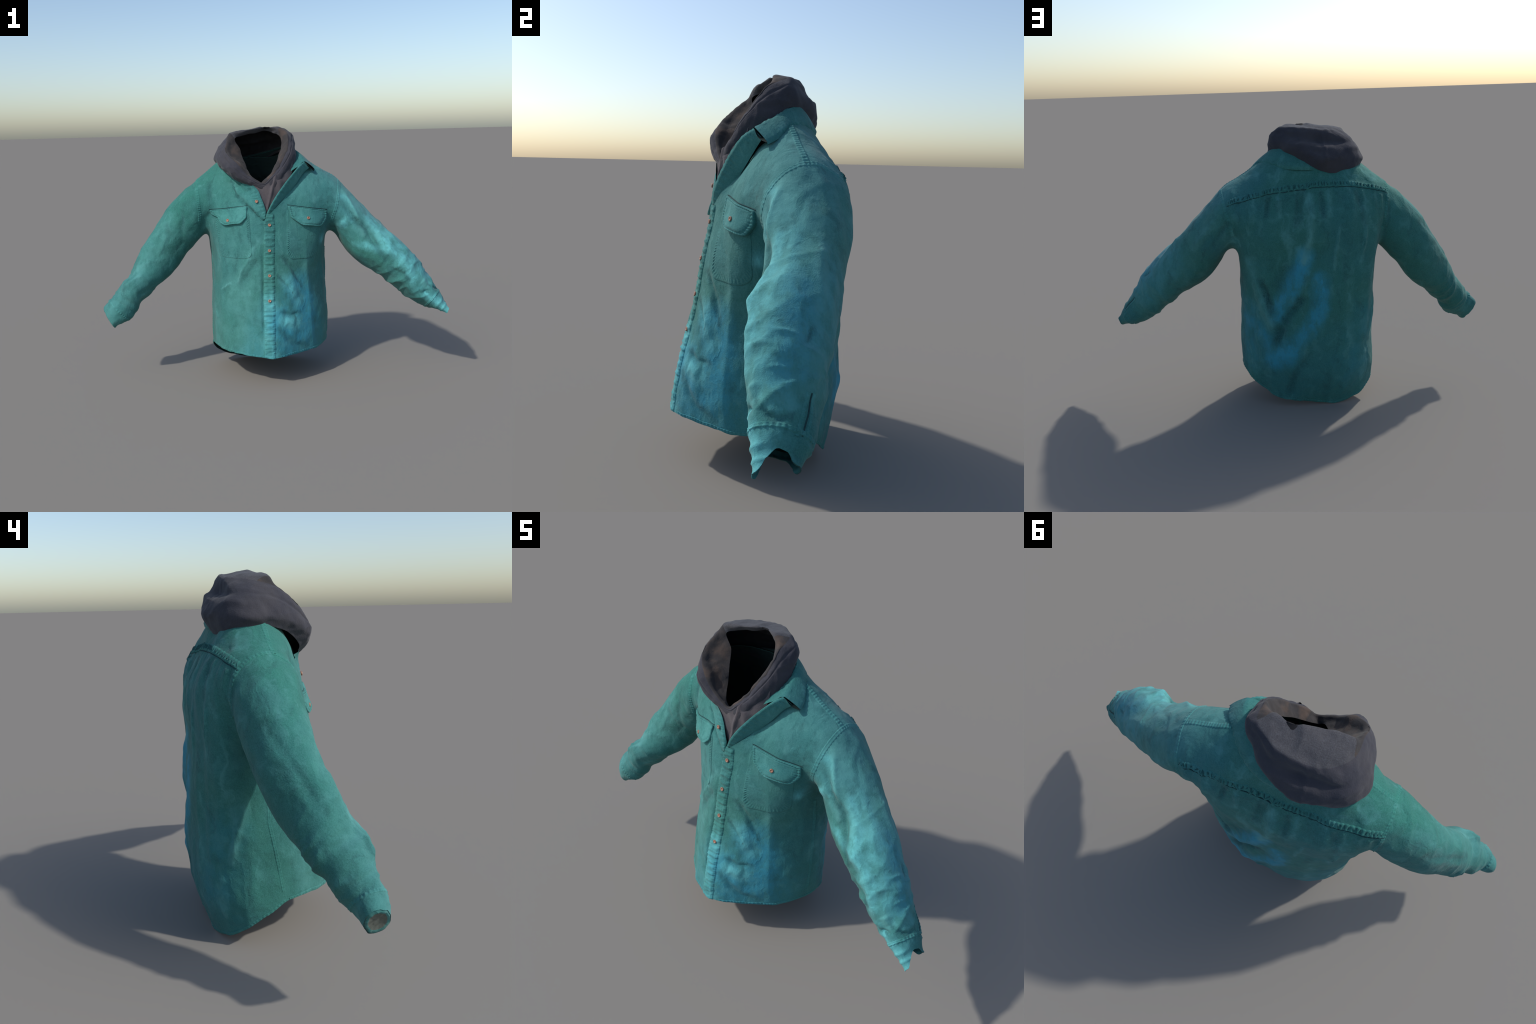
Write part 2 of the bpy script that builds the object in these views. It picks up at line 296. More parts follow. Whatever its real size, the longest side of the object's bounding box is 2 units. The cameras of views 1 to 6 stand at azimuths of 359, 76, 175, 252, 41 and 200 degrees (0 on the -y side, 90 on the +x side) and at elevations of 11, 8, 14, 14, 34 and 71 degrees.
# Folds of the cloth: kind, course, inner and outer half width of the faded or shaded strip, its strength, height of the fold.
# Pale: rubbed folds plus painted fold light; blue: worn to the yarn; dark: painted crease shade.
FOLDS = [
    ('pale', [(-0.023,0.258,1.093), (-0.030,0.301,1.004), (-0.020,0.316,0.917), (0.012,0.306,0.796)], 0.01, 0.03, 0.9, 0.006),
    ('blue', [(0.010,0.308,0.816), (0.058,0.295,0.699), (0.115,0.278,0.582), (0.145,0.263,0.510)], 0.02, 0.045, 1, 0.008),
    ('blue', [(-0.061,0.314,0.692), (-0.063,0.307,0.542), (-0.023,0.309,0.458), (0.053,0.292,0.374), (0.105,0.284,0.283)], 0.02, 0.045, 0.9, 0.007),
    ('blue', [(0.085,0.293,0.330), (0.120,0.280,0.300), (0.165,0.260,0.276)], 0.03, 0.055, 1, 0.004),
    ('pale', [(0.262,0.214,0.789), (0.245,0.212,0.686), (0.218,0.240,0.575), (0.185,0.257,0.459)], 0.015, 0.045, 0.7, 0.007),
    ('blue', [(0.301,0.138,0.458), (0.242,0.222,0.452), (0.197,0.249,0.367), (0.172,0.261,0.296)], 0.01, 0.035, 0.6, 0.004),
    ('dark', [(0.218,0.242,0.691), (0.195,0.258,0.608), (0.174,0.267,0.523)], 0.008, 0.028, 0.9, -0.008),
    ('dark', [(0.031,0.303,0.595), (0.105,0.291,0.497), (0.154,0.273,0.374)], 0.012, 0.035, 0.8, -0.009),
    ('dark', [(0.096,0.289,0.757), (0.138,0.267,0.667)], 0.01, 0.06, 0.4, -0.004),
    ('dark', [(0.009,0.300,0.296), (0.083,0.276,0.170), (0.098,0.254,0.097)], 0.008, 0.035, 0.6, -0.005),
    ('pale', [(-0.087,-0.184,0.809), (-0.133,-0.184,0.719), (-0.177,-0.175,0.640), (-0.195,-0.176,0.588)], 0.003, 0.014, 0.9, 0.006),
    ('pale', [(-0.238,-0.141,0.570), (-0.294,-0.098,0.530)], 0.002, 0.01, 0.8, 0.004),
    ('dark', [(-0.080,-0.208,0.724), (-0.144,-0.204,0.635), (-0.184,-0.183,0.569)], 0.012, 0.035, 0.5, -0.006),
    ('dark', [(0.054,-0.194,0.724), (0.115,-0.191,0.647), (0.166,-0.179,0.556)], 0.005, 0.025, 0.8, -0.007),
    ('dark', [(0.026,-0.219,0.625), (0.100,-0.213,0.523)], 0.003, 0.014, 0.8, -0.005),
    ('dark', [(0.034,-0.260,0.425), (0.093,-0.242,0.400), (0.151,-0.203,0.406)], 0.004, 0.022, 0.5, -0.004),
    ('dark', [(0.035,-0.284,0.315), (0.103,-0.251,0.237), (0.184,-0.190,0.198)], 0.006, 0.03, 0.5, -0.004),
    ('cyan', [(0.067,-0.215,0.601), (0.141,-0.200,0.484)], 0.02, 0.05, 0.5, 0.005),
    ('cyan', [(0.048,-0.268,0.374), (0.117,-0.233,0.347)], 0.02, 0.05, 0.8, 0.005),
    ('blue', [(0.145,-0.187,0.549), (0.187,-0.173,0.432), (0.174,-0.200,0.328)], 0.03, 0.08, 0.9, 0),
    ('blue', [(0.036,-0.276,0.367), (0.090,-0.258,0.263), (0.161,-0.213,0.276)], 0.03, 0.08, 0.8, 0),
    ('pale', [(-0.342,-0.031,0.412), (-0.319,-0.090,0.341)], 0.01, 0.04, 0.3, 0.003),
    ('pale', [(0.418,-0.021,1.061), (0.465,-0.064,0.966), (0.497,-0.078,0.900), (0.524,-0.095,0.828)], 0.008, 0.026, 0.8, 0.008),
    ('cyan', [(0.552,-0.064,0.897), (0.613,-0.098,0.821), (0.654,-0.161,0.745), (0.712,-0.173,0.705), (0.763,-0.198,0.631), (0.789,-0.211,0.582)], 0.016, 0.042, 0.95, 0.007),
    ('cyan', [(0.860,-0.214,0.477), (0.913,-0.215,0.445), (0.966,-0.219,0.415)], 0.014, 0.04, 0.9, 0.003),
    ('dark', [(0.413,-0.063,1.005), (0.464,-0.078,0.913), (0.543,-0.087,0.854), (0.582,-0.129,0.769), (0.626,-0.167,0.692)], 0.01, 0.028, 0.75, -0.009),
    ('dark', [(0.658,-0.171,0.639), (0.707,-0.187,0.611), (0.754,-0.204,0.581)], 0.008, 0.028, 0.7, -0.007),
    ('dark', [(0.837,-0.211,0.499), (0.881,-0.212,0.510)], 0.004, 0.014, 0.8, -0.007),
    ('pale', [(-0.582,0.049,0.959), (-0.640,0.031,0.868), (-0.666,0.007,0.798), (-0.653,-0.004,0.751)], 0.003, 0.014, 0.9, 0.007),
    ('pale', [(-0.795,-0.048,0.633), (-0.841,-0.077,0.567), (-0.866,-0.081,0.509)], 0.003, 0.013, 0.9, 0.006),
    ('pale', [(-0.773,-0.044,0.649), (-0.667,-0.015,0.692), (-0.615,0.007,0.705)], 0.008, 0.026, 0.6, 0.005),
    ('pale', [(-0.732,-0.048,0.511), (-0.803,-0.081,0.478)], 0.01, 0.03, 0.5, 0.004),
    ('dark', [(-0.490,0.007,0.997), (-0.516,-0.001,0.894), (-0.523,0.019,0.791), (-0.569,0.023,0.731)], 0.006, 0.024, 0.5, -0.008),
    ('dark', [(-0.881,-0.087,0.465), (-0.856,-0.092,0.406)], 0.004, 0.018, 0.9, -0.008),
    ('dark', [(-0.602,0.017,0.881), (-0.588,-0.001,0.823), (-0.628,0.002,0.738)], 0.008, 0.03, 0.4, -0.005),
    ('cyan', [(0.419,-0.046,1.030), (0.464,-0.075,0.926), (0.293,-0.060,0.796), (0.653,-0.165,0.736), (0.764,-0.188,0.669)], 0.012, 0.04, 0.7, 0.004),
    ('cyan', [(0.571,-0.021,0.921), (0.681,-0.076,0.821), (0.726,-0.142,0.753)], 0.012, 0.04, 0.35, 0.004),
    ('dark', [(0.797,-0.027,0.694), (0.820,-0.050,0.670)], 0.003, 0.015, 0.8, -0.005),
    ('pale', [(0.834,-0.202,0.569), (0.866,-0.201,0.534)], 0.01, 0.03, 0.6, 0.006),
    ('dark', [(0.888,-0.197,0.529), (0.934,-0.166,0.505), (0.934,-0.120,0.511)], 0.004, 0.018, 0.7, -0.006),
    ('blue', [(0.745,-0.043,0.770), (0.825,-0.097,0.682), (0.866,-0.120,0.618)], 0.02, 0.07, 0.45, 0),
    ('pale', [(-0.553,0.101,1.021), (-0.622,0.055,0.919)], 0.003, 0.014, 0.8, 0.007),
    ('dark', [(-0.597,0.175,0.934), (-0.679,0.133,0.841), (-0.752,0.089,0.745), (-0.802,0.049,0.676)], 0.008, 0.028, 0.5, -0.007),
    ('pale', [(-0.358,0.172,0.595), (-0.336,0.212,0.432), (-0.326,0.222,0.367)], 0.008, 0.03, 0.5, 0.006),
    ('pale', [(-0.289,0.277,1.050), (-0.296,0.293,0.913), (-0.269,0.288,0.770)], 0.003, 0.014, 0.6, 0.005),
    ('pale', [(-0.165,0.318,0.958), (-0.133,0.310,0.744)], 0.003, 0.014, 0.5, 0.005),
    ('pale', [(-0.761,-0.081,0.620), (-0.811,-0.086,0.585), (-0.881,-0.073,0.504)], 0.004, 0.018, 0.7, 0.004),
    ('pale', [(0.433,-0.017,1.057), (0.523,-0.071,0.905), (0.608,-0.105,0.815)], 0.02, 0.06, 0.45, 0.003),
    ('pale', [(0.239,-0.055,1.104), (0.240,-0.094,1.020)], 0.006, 0.02, 0.6, 0.006),
    ('pale', [(0.146,-0.071,1.096), (0.113,-0.113,1.037)], 0.008, 0.02, 0.5, 0.004),
    ('pale', [(0.310,0.017,1.160), (0.302,-0.049,1.069)], 0.006, 0.02, 0.5, 0.006),
    ('dark', [(0.275,-0.027,1.132), (0.283,-0.071,1.036)], 0.004, 0.018, 0.6, -0.007),
    ('dark', [(0.328,-0.023,1.108), (0.316,-0.071,1.018)], 0.004, 0.018, 0.6, -0.006),
    ('dark', [(0.204,-0.085,1.074), (0.205,-0.104,1.023)], 0.004, 0.016, 0.5, -0.005),
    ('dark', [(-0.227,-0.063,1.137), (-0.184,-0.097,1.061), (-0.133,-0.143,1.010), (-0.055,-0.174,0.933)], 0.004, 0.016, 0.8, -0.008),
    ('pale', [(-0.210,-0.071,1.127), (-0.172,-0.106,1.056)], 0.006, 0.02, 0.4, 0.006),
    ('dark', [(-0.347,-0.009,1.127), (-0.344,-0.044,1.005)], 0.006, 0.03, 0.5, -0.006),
    ('dark', [(0.171,0.225,1.101), (0.185,0.262,1.017)], 0.005, 0.02, 0.7, -0.006),
    ('pale', [(0.242,0.211,1.092), (0.255,0.241,1.016), (0.270,0.236,0.933)], 0.005, 0.02, 0.6, 0.006),
    ('dark', [(0.009,0.235,1.127), (0.028,0.269,1.052), (0.040,0.298,0.976)], 0.008, 0.03, 0.7, -0.006),
    ('pale', [(0.126,0.233,1.100), (0.118,0.274,1.015)], 0.004, 0.016, 0.6, 0.005),
    ('dark', [(-0.081,0.260,1.107), (-0.088,0.314,1.012)], 0.006, 0.022, 0.7, -0.005),
    ('pale', [(-0.120,0.257,1.122), (-0.120,0.304,1.009)], 0.004, 0.016, 0.5, 0.005),
    ('pale', [(-0.224,0.250,1.128), (-0.243,0.300,1.004)], 0.004, 0.016, 0.5, 0.005),
    ('dark', [(-0.260,0.262,1.106), (-0.295,0.295,0.959)], 0.004, 0.02, 0.5, -0.005),
    ('pale', [(0.605,0.049,0.910), (0.680,0.029,0.823), (0.754,0.008,0.735)], 0.01, 0.035, 0.5, 0.004),
    ('pale', [(0.414,0.200,1.018), (0.480,0.181,0.933), (0.549,0.152,0.848)], 0.008, 0.03, 0.5, 0.006),
    ('dark', [(0.379,0.220,0.978), (0.445,0.178,0.878)], 0.006, 0.025, 0.5, -0.006),
]
SLIT = [(0.890,-0.054,0.551), (0.920,-0.076,0.509), (0.953,-0.100,0.466)]
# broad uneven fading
SPOTS = [('pale', [(-.62,.0,.86), (-.80,-.06,.58), (-.92,-.07,.40)], .03, .12, .55), ('pale', [(-.10,-.24,.62), (-.25,-.22,.40)], .05, .16, .35),
         ('pale', [(.40,.06,1.08), (.62,.02,.84), (.78,-.06,.62)], .08, .20, .55), ('cyan', [(.52,-.04,.96), (.80,-.13,.64)], .05, .13, .45),
         ('cyan', [(-.03,-.27,.50), (-.035,-.33,.18)], .02, .07, .55), ('cyan', [(.12,-.24,.40), (.16,-.22,.30)], .03, .10, .35),
         ('pale', [(-.20,-.18,.95), (-.22,-.25,.30)], .08, .24, .42), ('pale', [(.15,-.14,1.0), (.14,-.20,.60)], .06, .18, .30),
         ('blue', [(.14,-.26,.42), (.20,-.20,.28)], .04, .16, .55), ('blue', [(.0,-.30,.40), (.05,-.30,.24)], .02, .12, .45),
         ('blue', [(.28,.16,.50), (.29,.15,.30)], .04, .12, .45), ('blue', [(.78,.0,.66), (.70,.03,.76)], .03, .12, .40),
         ('blue', [(-.30,.24,.45), (-.25,.27,.20)], .02, .12, .30), ('blue', [(-.08,-.30,.35), (-.12,-.29,.22)], .02, .10, .35),
         ('cyan', [(.45,-.05,.98), (.66,-.13,.80)], .04, .13, .35), ('cyan', [(.66,-.10,.82), (.88,-.17,.56)], .05, .14, .55),
         ('cyan', [(.95,-.18,.45), (1.0,-.19,.39)], .03, .08, .6), ('pale', [(.28,.0,1.14), (.18,-.06,1.10)], .06, .14, .5),
         ('pale', [(.38,.08,1.12), (.60,.02,.92)], .04, .13, .35), ('pale', [(-.25,-.05,1.12), (-.20,-.12,.98)], .04, .14, .30),
         ('pale', [(-.32,-.08,.40), (-.30,-.12,.24)], .04, .14, .30), ('green', [(-.45,.08,1.12), (-.72,.0,.72)], .05, .16, .6),
         ('green', [(-.25,-.06,1.15), (-.24,-.12,.95)], .05, .18, .5), ('pale', [(-.70,-.03,.68), (-.92,-.06,.42)], .03, .10, .45),
         ('green', [(-.20,.10,1.22), (-.42,.12,1.14)], .05, .15, .5)]

def denim_for(verts, pale=0.0):
    """The denim with the fading and painted shade strips that touch a piece with these vertices."""
    v = np.asarray(verts, float); lo, hi = v.min(0), v.max(0)
    def near(items, margin):
        out = []
        for it in items:
            for a, b in zip(it[1][:-1], it[1][1:]):
                q = np.linspace(a, b, 9)
                if (np.maximum(np.maximum(lo - q, q - hi), 0).max(1) < it[3] + margin).any(): out.append((it[0], [a, b], *it[2:5]))
        return out
    return denim_material('washed_teal_denim', near(FOLDS, .05), near(SPOTS, .09), pale)

def denim_material(name, folds, spots, pale=0.0, tint=(1, 1, 1)):
    m, nt, bsdf = tree(name, .88, .2); n = Nodes(nt); P = n.object_coords()
    warp = n.vmath('SUBTRACT', n.noise(P, 6, 4, .6, color=True), (.5, .5, .5))
    Pw = n.vmath('ADD', P, n.vmath('SCALE', warp, scale=.16))
    fray = n.vmath('SUBTRACT', n.noise(n.mapping(P, (1, 1, .5)), 55, 3, .7, color=True), (.5, .5, .5))
    Pf = n.vmath('ADD', n.vmath('ADD', P, n.vmath('SCALE', warp, scale=.030)), n.vmath('SCALE', fray, scale=.036))
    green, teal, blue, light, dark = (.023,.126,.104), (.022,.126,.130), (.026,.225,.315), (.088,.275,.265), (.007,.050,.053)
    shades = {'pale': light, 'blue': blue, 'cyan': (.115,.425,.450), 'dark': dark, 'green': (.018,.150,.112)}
    c = n.mix(n.range(n.noise(P, 2.2, 3), .38, .62), green, teal)
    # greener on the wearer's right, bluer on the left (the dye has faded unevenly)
    side = n.nt.nodes.new('ShaderNodeSeparateXYZ'); n.link(Pw, side.inputs[0])
    c = n.mix(n.range(side.outputs[0], -.45, .5, .45, 0), c, green)
    patchy = n.range(n.noise(n.mapping(Pf, (1, 1, .6)), 24, 4, .6), .36, .62, .45, 1.0)
    def strips(items, p, c, gain):
        for kind in ('green', 'blue', 'cyan', 'pale', 'dark'):
            total = None
            for it in items:
                if it[0] != kind: continue
                for a, b in zip(it[1][:-1], it[1][1:]):
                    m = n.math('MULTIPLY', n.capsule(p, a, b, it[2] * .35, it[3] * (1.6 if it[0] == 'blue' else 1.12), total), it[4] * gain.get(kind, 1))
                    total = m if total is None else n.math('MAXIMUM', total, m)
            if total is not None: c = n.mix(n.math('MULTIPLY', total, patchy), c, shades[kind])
        return c
    c = strips(spots, Pw, c, {})
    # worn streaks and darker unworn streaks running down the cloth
    streak = n.noise(n.mapping(Pw, (9, 9, 1.7)), 1.6, 5, .6, .4)
    c = n.mix(n.range(streak, .54, .74, 0, .50), c, light)
    c = n.mix(n.range(streak, .46, .26, 0, .50), c, dark)
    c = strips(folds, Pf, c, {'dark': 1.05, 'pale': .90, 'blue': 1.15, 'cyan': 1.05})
    blotch = n.noise(Pw, 13, 4, .6)
    c = n.mix(n.range(blotch, .52, .72, 0, .24), c, light)
    c = n.mix(n.range(blotch, .45, .28, 0, .26), c, dark)
    fine = n.noise(P, 240, 2, .6)
    c = n.mix(n.range(fine, .30, .70, 0, .22), c, light)
    c = n.mix(1.0, c, tuple(t * (1 + pale) for t in tint), 'MULTIPLY')
    n.link(c, bsdf.inputs['Base Color'])
    bsdf.inputs['Sheen Weight'].default_value = .08
    weave = n.math('ADD', n.noise(P, 300, 2), n.math('MULTIPLY', n.noise(P, 60, 4), 1.2))
    crumple = n.math('ABSOLUTE', n.math('SUBTRACT', n.noise(n.mapping(Pw, (1, 1, .55)), 15, 2, .5, .3), .5))
    n.bump(n.math('ADD', n.math('MULTIPLY', weave, .30), n.math('MULTIPLY', crumple, -2.2)), .45, .007, bsdf)
    return m

def fleece_material(name, base, other, brown=None, speckle=0.0):
    m, nt, bsdf = tree(name, .95, .12); n = Nodes(nt); P = n.object_coords()
    c = n.mix(n.range(n.noise(P, 7, 4, .6), .35, .65), base, other)
    if brown: c = n.mix(n.range(n.noise(P, 11, 4, .6, .5), .48, .68, 0, .8), c, brown)
    c = n.mix(n.range(n.noise(P, 260, 3, .7), .35, .7, 0, .25 + speckle), c, tuple(min(1, v * 1.9) for v in base))
    if speckle: c = n.mix(n.range(n.noise(P, 70, 4, .7), .5, .68, 0, speckle), c, tuple(v * 2.0 for v in base))
    n.link(c, bsdf.inputs['Base Color'])
    bsdf.inputs['Sheen Weight'].default_value = .1
    n.bump(n.noise(P, 180, 3), .3, .004, bsdf)
    return m

def plain_material(name, color, rough=.6, metallic=0.0, var=.25):
    m, nt, bsdf = tree(name, rough, .4); n = Nodes(nt); P = n.object_coords()
    c = n.mix(n.range(n.noise(P, 90, 3), .3, .7), color, tuple(v * (1 - var) for v in color))
    n.link(c, bsdf.inputs['Base Color']); bsdf.inputs['Metallic'].default_value = metallic
    return m

INSIDE_SHADE = plain_material('shirt_inside_shade_cloth', (.006, .022, .021), .95)  # teal darkened so the interior's shade is in the colour
FLEECE = fleece_material('charcoal_fleece', (.036, .037, .047), (.048, .047, .054))
FLEECE_PALE = fleece_material('grey_fleece', (.070, .064, .072), (.095, .085, .090))
LINING = fleece_material('hood_lining_fleece', (.030, .029, .031), (.045, .041, .040), (.085, .062, .050))
CUFF_INSIDE = plain_material('cuff_inside_cloth', (.030, .150, .150), .95)
HOOD_SHADE = plain_material('hood_inside_shade_cloth', (.010, .010, .012), .95)  # near black: shade inside the hood put into the colour
FLAP = fleece_material('speckled_hood_fleece', (.045, .046, .052), (.058, .057, .062), speckle=.3)
COPPER = plain_material('copper_button_metal', (.40, .21, .145), .45, .15, .45)
PLUG = plain_material('grey_cuff_filling', (.12, .135, .115), .9)
THREAD_SHADE = plain_material('dark_teal_thread_and_shade', (.010, .050, .052), .9)  # yoke thread; also the painted shadow above pocket flaps and the slit strip
PUCKER_SHADE = plain_material('pucker_shade_teal', (.019, .100, .100), .9)  # dark tone painted for the shade of the yoke puckers
DARKHOLE = plain_material('dark_thread', (.01, .02, .02), .9)

# ------------------------------------------------------------------ the whole garment and its parts
ROOT = bpy.data.objects.new('hooded_denim_jacket', None)
bpy.context.scene.collection.objects.link(ROOT)
ROOT['label'] = 'washed teal denim shirt jacket worn over a charcoal grey hoodie'
ROOT['category'] = 'jacket'

def add_part(name, verts, faces, mats, parent=None, normals=None, face_mats=None, smooth_shade=True):
    ob = raw_object(name, verts, faces); me = ob.data
    for m in mats: me.materials.append(m)
    if face_mats is not None: me.polygons.foreach_set('material_index', np.asarray(face_mats, np.int32))
    if smooth_shade: me.polygons.foreach_set('use_smooth', np.ones(len(me.polygons), bool))
    me.update()
    if normals is not None: me.normals_split_custom_set_from_vertices([tuple(v) for v in normals])
    ob.parent = parent or ROOT
    return ob

# closed rough union -> even voxel mesh -> pulled onto the exact blended surface
verts, faces = [], []
rows = []
for z in np.linspace(TZ[0], TZ[-1], 90):
    r = np.array([np.interp(z, ZF, TRF[:, i]) for i in range(NA)])
    rows.append([(AX[0][0] + r[i] * math.sin(ANG[i]), AX[0][1] - r[i] * math.cos(ANG[i]), z) for i in range(NA)])
tube_mesh(rows, verts, faces)
tube_mesh(LEFT.grid(), verts, faces); tube_mesh(RIGHT.grid()[::-1], verts, faces)
rough = raw_object('rough_union', verts, faces)
md = rough.modifiers.new('even', 'REMESH'); md.mode = 'VOXEL'; md.voxel_size = VOX
dg = bpy.context.evaluated_depsgraph_get()
me = bpy.data.meshes.new_from_object(rough.evaluated_get(dg))
V, F = triangles(me)
bpy.data.meshes.remove(me); bpy.data.objects.remove(rough)
for _ in range(3):
    f0, g = gradient(shirt_field, V)
    step = f0 / np.maximum((g * g).sum(1), .2)
    V = V - np.clip(step, -.02, .02)[:, None] * g
N = vertex_normals(V, F)
if np.einsum('ij,ij->i', N, V - np.array([0, .05, .7])).mean() < 0: F = F[:, ::-1].copy(); N = -N

# ---- folds and wrinkles
def yoke_z(x): return spline([-.50,-.421,-.2,-.01,.2,.382,.46], [1.065,1.094,1.150,1.157,1.128,1.076,1.045], x)

BACK_PLEATS = [(-.30,.10,.020), (-.22,.22,.022), (-.16,.14,.014), (-.09,.26,.016), (-.02,.10,.013), (.04,.16,.014), (.10,.12,.014), (.17,.20,.018), (.25,.16,.018)]
def wrinkles(p):
    d = np.zeros(len(p)); x, y, z = p.T
    sL, wL, uL, ruL, rwL = LEFT.local(p); sR, wR, uR, ruR, rwR = RIGHT.local(p)
    onL = smooth(.33, .42, x) ; onR = smooth(.38, .46, -x)
    body = (1 - onL) * (1 - onR)
    # soft large unevenness everywhere
    d += .0030 * fbm(p, 7, 3) + .0016 * fbm(p, 19, 5, 2)
    # sleeves: slanting drag folds, bunching towards the cuffs
    for on, s, w, u, k, end in ((onL, sL, wL, uL, 11, .98), (onR, sR, wR, uR, 23, .95)):
        q = np.stack([s + .5 * w + .35 * u, w, u], 1)
        ridged = 1 - 2 * np.abs(noise(q, (13, 5, 5), k))
        d += on * (.0058 * ridged * (.45 + .9 * smooth(.35, .9, s)))
        q2 = np.stack([s, w, u], 1)
        d += on * .0030 * fbm(q2, (6, 18, 18), k + 4, 2)
        d += on * .0035 * (1 - 2 * np.abs(noise(q2, (34, 11, 11), k + 8))) * smooth(.62, .85, s)
    # the named folds
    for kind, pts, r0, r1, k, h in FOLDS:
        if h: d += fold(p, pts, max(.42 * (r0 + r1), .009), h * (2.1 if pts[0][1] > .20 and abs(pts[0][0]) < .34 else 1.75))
    front = body * smooth(.06, -.02, y)
    d += front * (.0028 * fbm(p, (10, 10, 3.5), 31, 2) + .0040 * (1 - 2 * np.abs(noise(p + .05 * np.stack([z, 0 * z, x], 1), (11, 5, 3.2), 33))) * smooth(1.02, .80, z))
    # groove where the open lapel turns up
    d += fold(p, [(.0,-.155,.94), (.013,-.145,.965), (.072,-.115,1.032), (.14,-.08,1.118), (.205,-.043,1.198)], .020, -.014)
    # pleats gathered under the back yoke and the slack V folds below them
    back = body * smooth(.10, .18, y)
    drop = yoke_z(x) - .010 - z
    gather = np.sin(x * 2 * math.pi / .036 + 2.2 * noise(p * [1, 0, 0], 14, 61)) * (.55 + .45 * noise(p * [1, 0, 0], 22, 63))
    d += back * .0065 * gather * smooth(-.004, .010, drop) * np.exp(-np.maximum(drop, 0) / (.055 + .035 * noise(p * [1, 0, 0], 19, 65)))
    for px, ln, w in BACK_PLEATS:
        top = yoke_z(np.array([px]))[0] - .012
        d += back * fold(p, [(px, .28, top), (px * 1.02 - .006, .31, top - ln * .5), (px * 1.04, .31, top - ln)], w * .8, .005)
    for pts, w, a in (
        ([(.26,.22,.95), (.25,.23,.75), (.28,.20,.55)], .025, -.008),
        ([(-.30,.27,.98), (-.31,.26,.70), (-.30,.25,.40)], .03, .007), ([(-.24,.29,.95), (-.23,.29,.60), (-.22,.28,.25)], .026, -.007)):
        d += back * fold(p, pts, w, a)
    d += back * (.0028 * fbm(p, (14, 14, 3), 41, 2) + .0045 * (1 - 2 * np.abs(noise(p, (13, 4, 2.0), 43))))
    # the right front tucks under the edge of the button band
    d += fold(p, [(-.070,-.33,.17), (-.064,-.26,.50), (-.056,-.19,.80), (-.050,-.17,.93)], .008, -.011)
    # pulled creases round the armpits
    for pts, w, a in (
        ([(.30,-.05,.98), (.35,-.02,.90), (.38,.0,.82)], .018, -.010), ([(.36,-.06,1.02), (.40,-.03,.90)], .02, .006),
        ([(-.32,-.05,1.0), (-.38,-.02,.92), (-.41,.03,.84)], .02, -.010), ([(-.42,-.03,1.04), (-.44,-.03,.92)], .022, .007),
        ([(.33,.21,1.0), (.34,.20,.86)], .02, -.009), ([(-.40,.24,1.0), (-.41,.22,.85)], .02, -.009)):
        d += fold(p, pts, w, a)
    return d

V = V + N * (wrinkles(V) - .003)[:, None]
N = vertex_normals(V, F)
BVH = BVHTree.FromPolygons([tuple(v) for v in V], [tuple(f) for f in F])

# ---- openings
def neck_keep(p):
    x, y, z = p.T
    xl = np.interp(z, [.90,.945,.982,1.051,1.099,1.148,1.20,1.26], [.03,-.034,-.034,-.058,-.080,-.13,-.20,-.25])
    xr = np.interp(z, [.90,.945,.98,1.033,1.118,1.198,1.26], [-.10,-.034,.005,.062,.130,.195,.20])
    return np.minimum(1.262 + .02 * smooth(0, .1, x) - z, np.maximum(np.maximum(xl - x, x - xr), y - .05))

def hem_keep(p):
    a = np.arctan2(p[:, 0] + .025, -(p[:, 1] - .045)) % (2 * math.pi)
    deg = np.degrees(a)
    h = spline([0,10,30,55,85,100,118,133,147,160,180,200,212,226,233,240,248,255,265,275,285,305,325,345,360],
               [.175,.175,.176,.174,.182,.174,.106,.056,.036,.028,.016,.004,.001,.018,.032,.050,.083,.112,.146,.180,.188,.187,.185,.184,.175], deg)
    h = h + .003 * noise(p, 30, 7)
    return np.where(np.abs(p[:, 0] + .02) < .42, p[:, 2] - h, 1.0)

def left_cuff_keep(p):
    s, w, u, ru, rw = LEFT.local(p)
    a = np.arctan2(u, w)                      # w > 0: towards the front or back, u > 0: upper side
    s_tip = np.interp(.972, LEFT.c[:, 0], LEFT.s)
    front = -np.sign(LEFT.w[-1][1]) * w / rw  # +1 on the front side
    end = s_tip + .028 * smooth(.45, 1, front) - .004 * smooth(-.4, -.95, front) - .028 * smooth(-.3, .9, u / ru) * smooth(.75, .15, np.abs(front + .05))
    end = end - .050 * smooth(.1, -.7, u / ru) * smooth(.9, .3, np.abs(front))
    end = end + .003 * noise(p, 60, 9)
    return np.where(p[:, 0] > .8, end - s, 1.0)

CAP_N = np.array([-.86, -.12, -.49]); CAP_N /= np.linalg.norm(CAP_N)
CAP_P = np.array([-.962, -.045, .360]) - CAP_N * .007
def right_cuff_keep(p):
    return np.where(p[:, 0] < -.8, -((p - CAP_P) @ CAP_N) + .003 * noise(p, 50, 3), 1.0)

tags = np.zeros(len(F), int)
open_vertices, cap_ring = set(), None
for fn in (neck_keep, hem_keep, left_cuff_keep, right_cuff_keep):
    V, F, keep, tags, cutv = split(V, F, fn, tags)
    F, tags = F[keep], tags[keep]
    open_vertices.update(cutv.tolist())
    if fn is right_cuff_keep: cap_ring = cutv

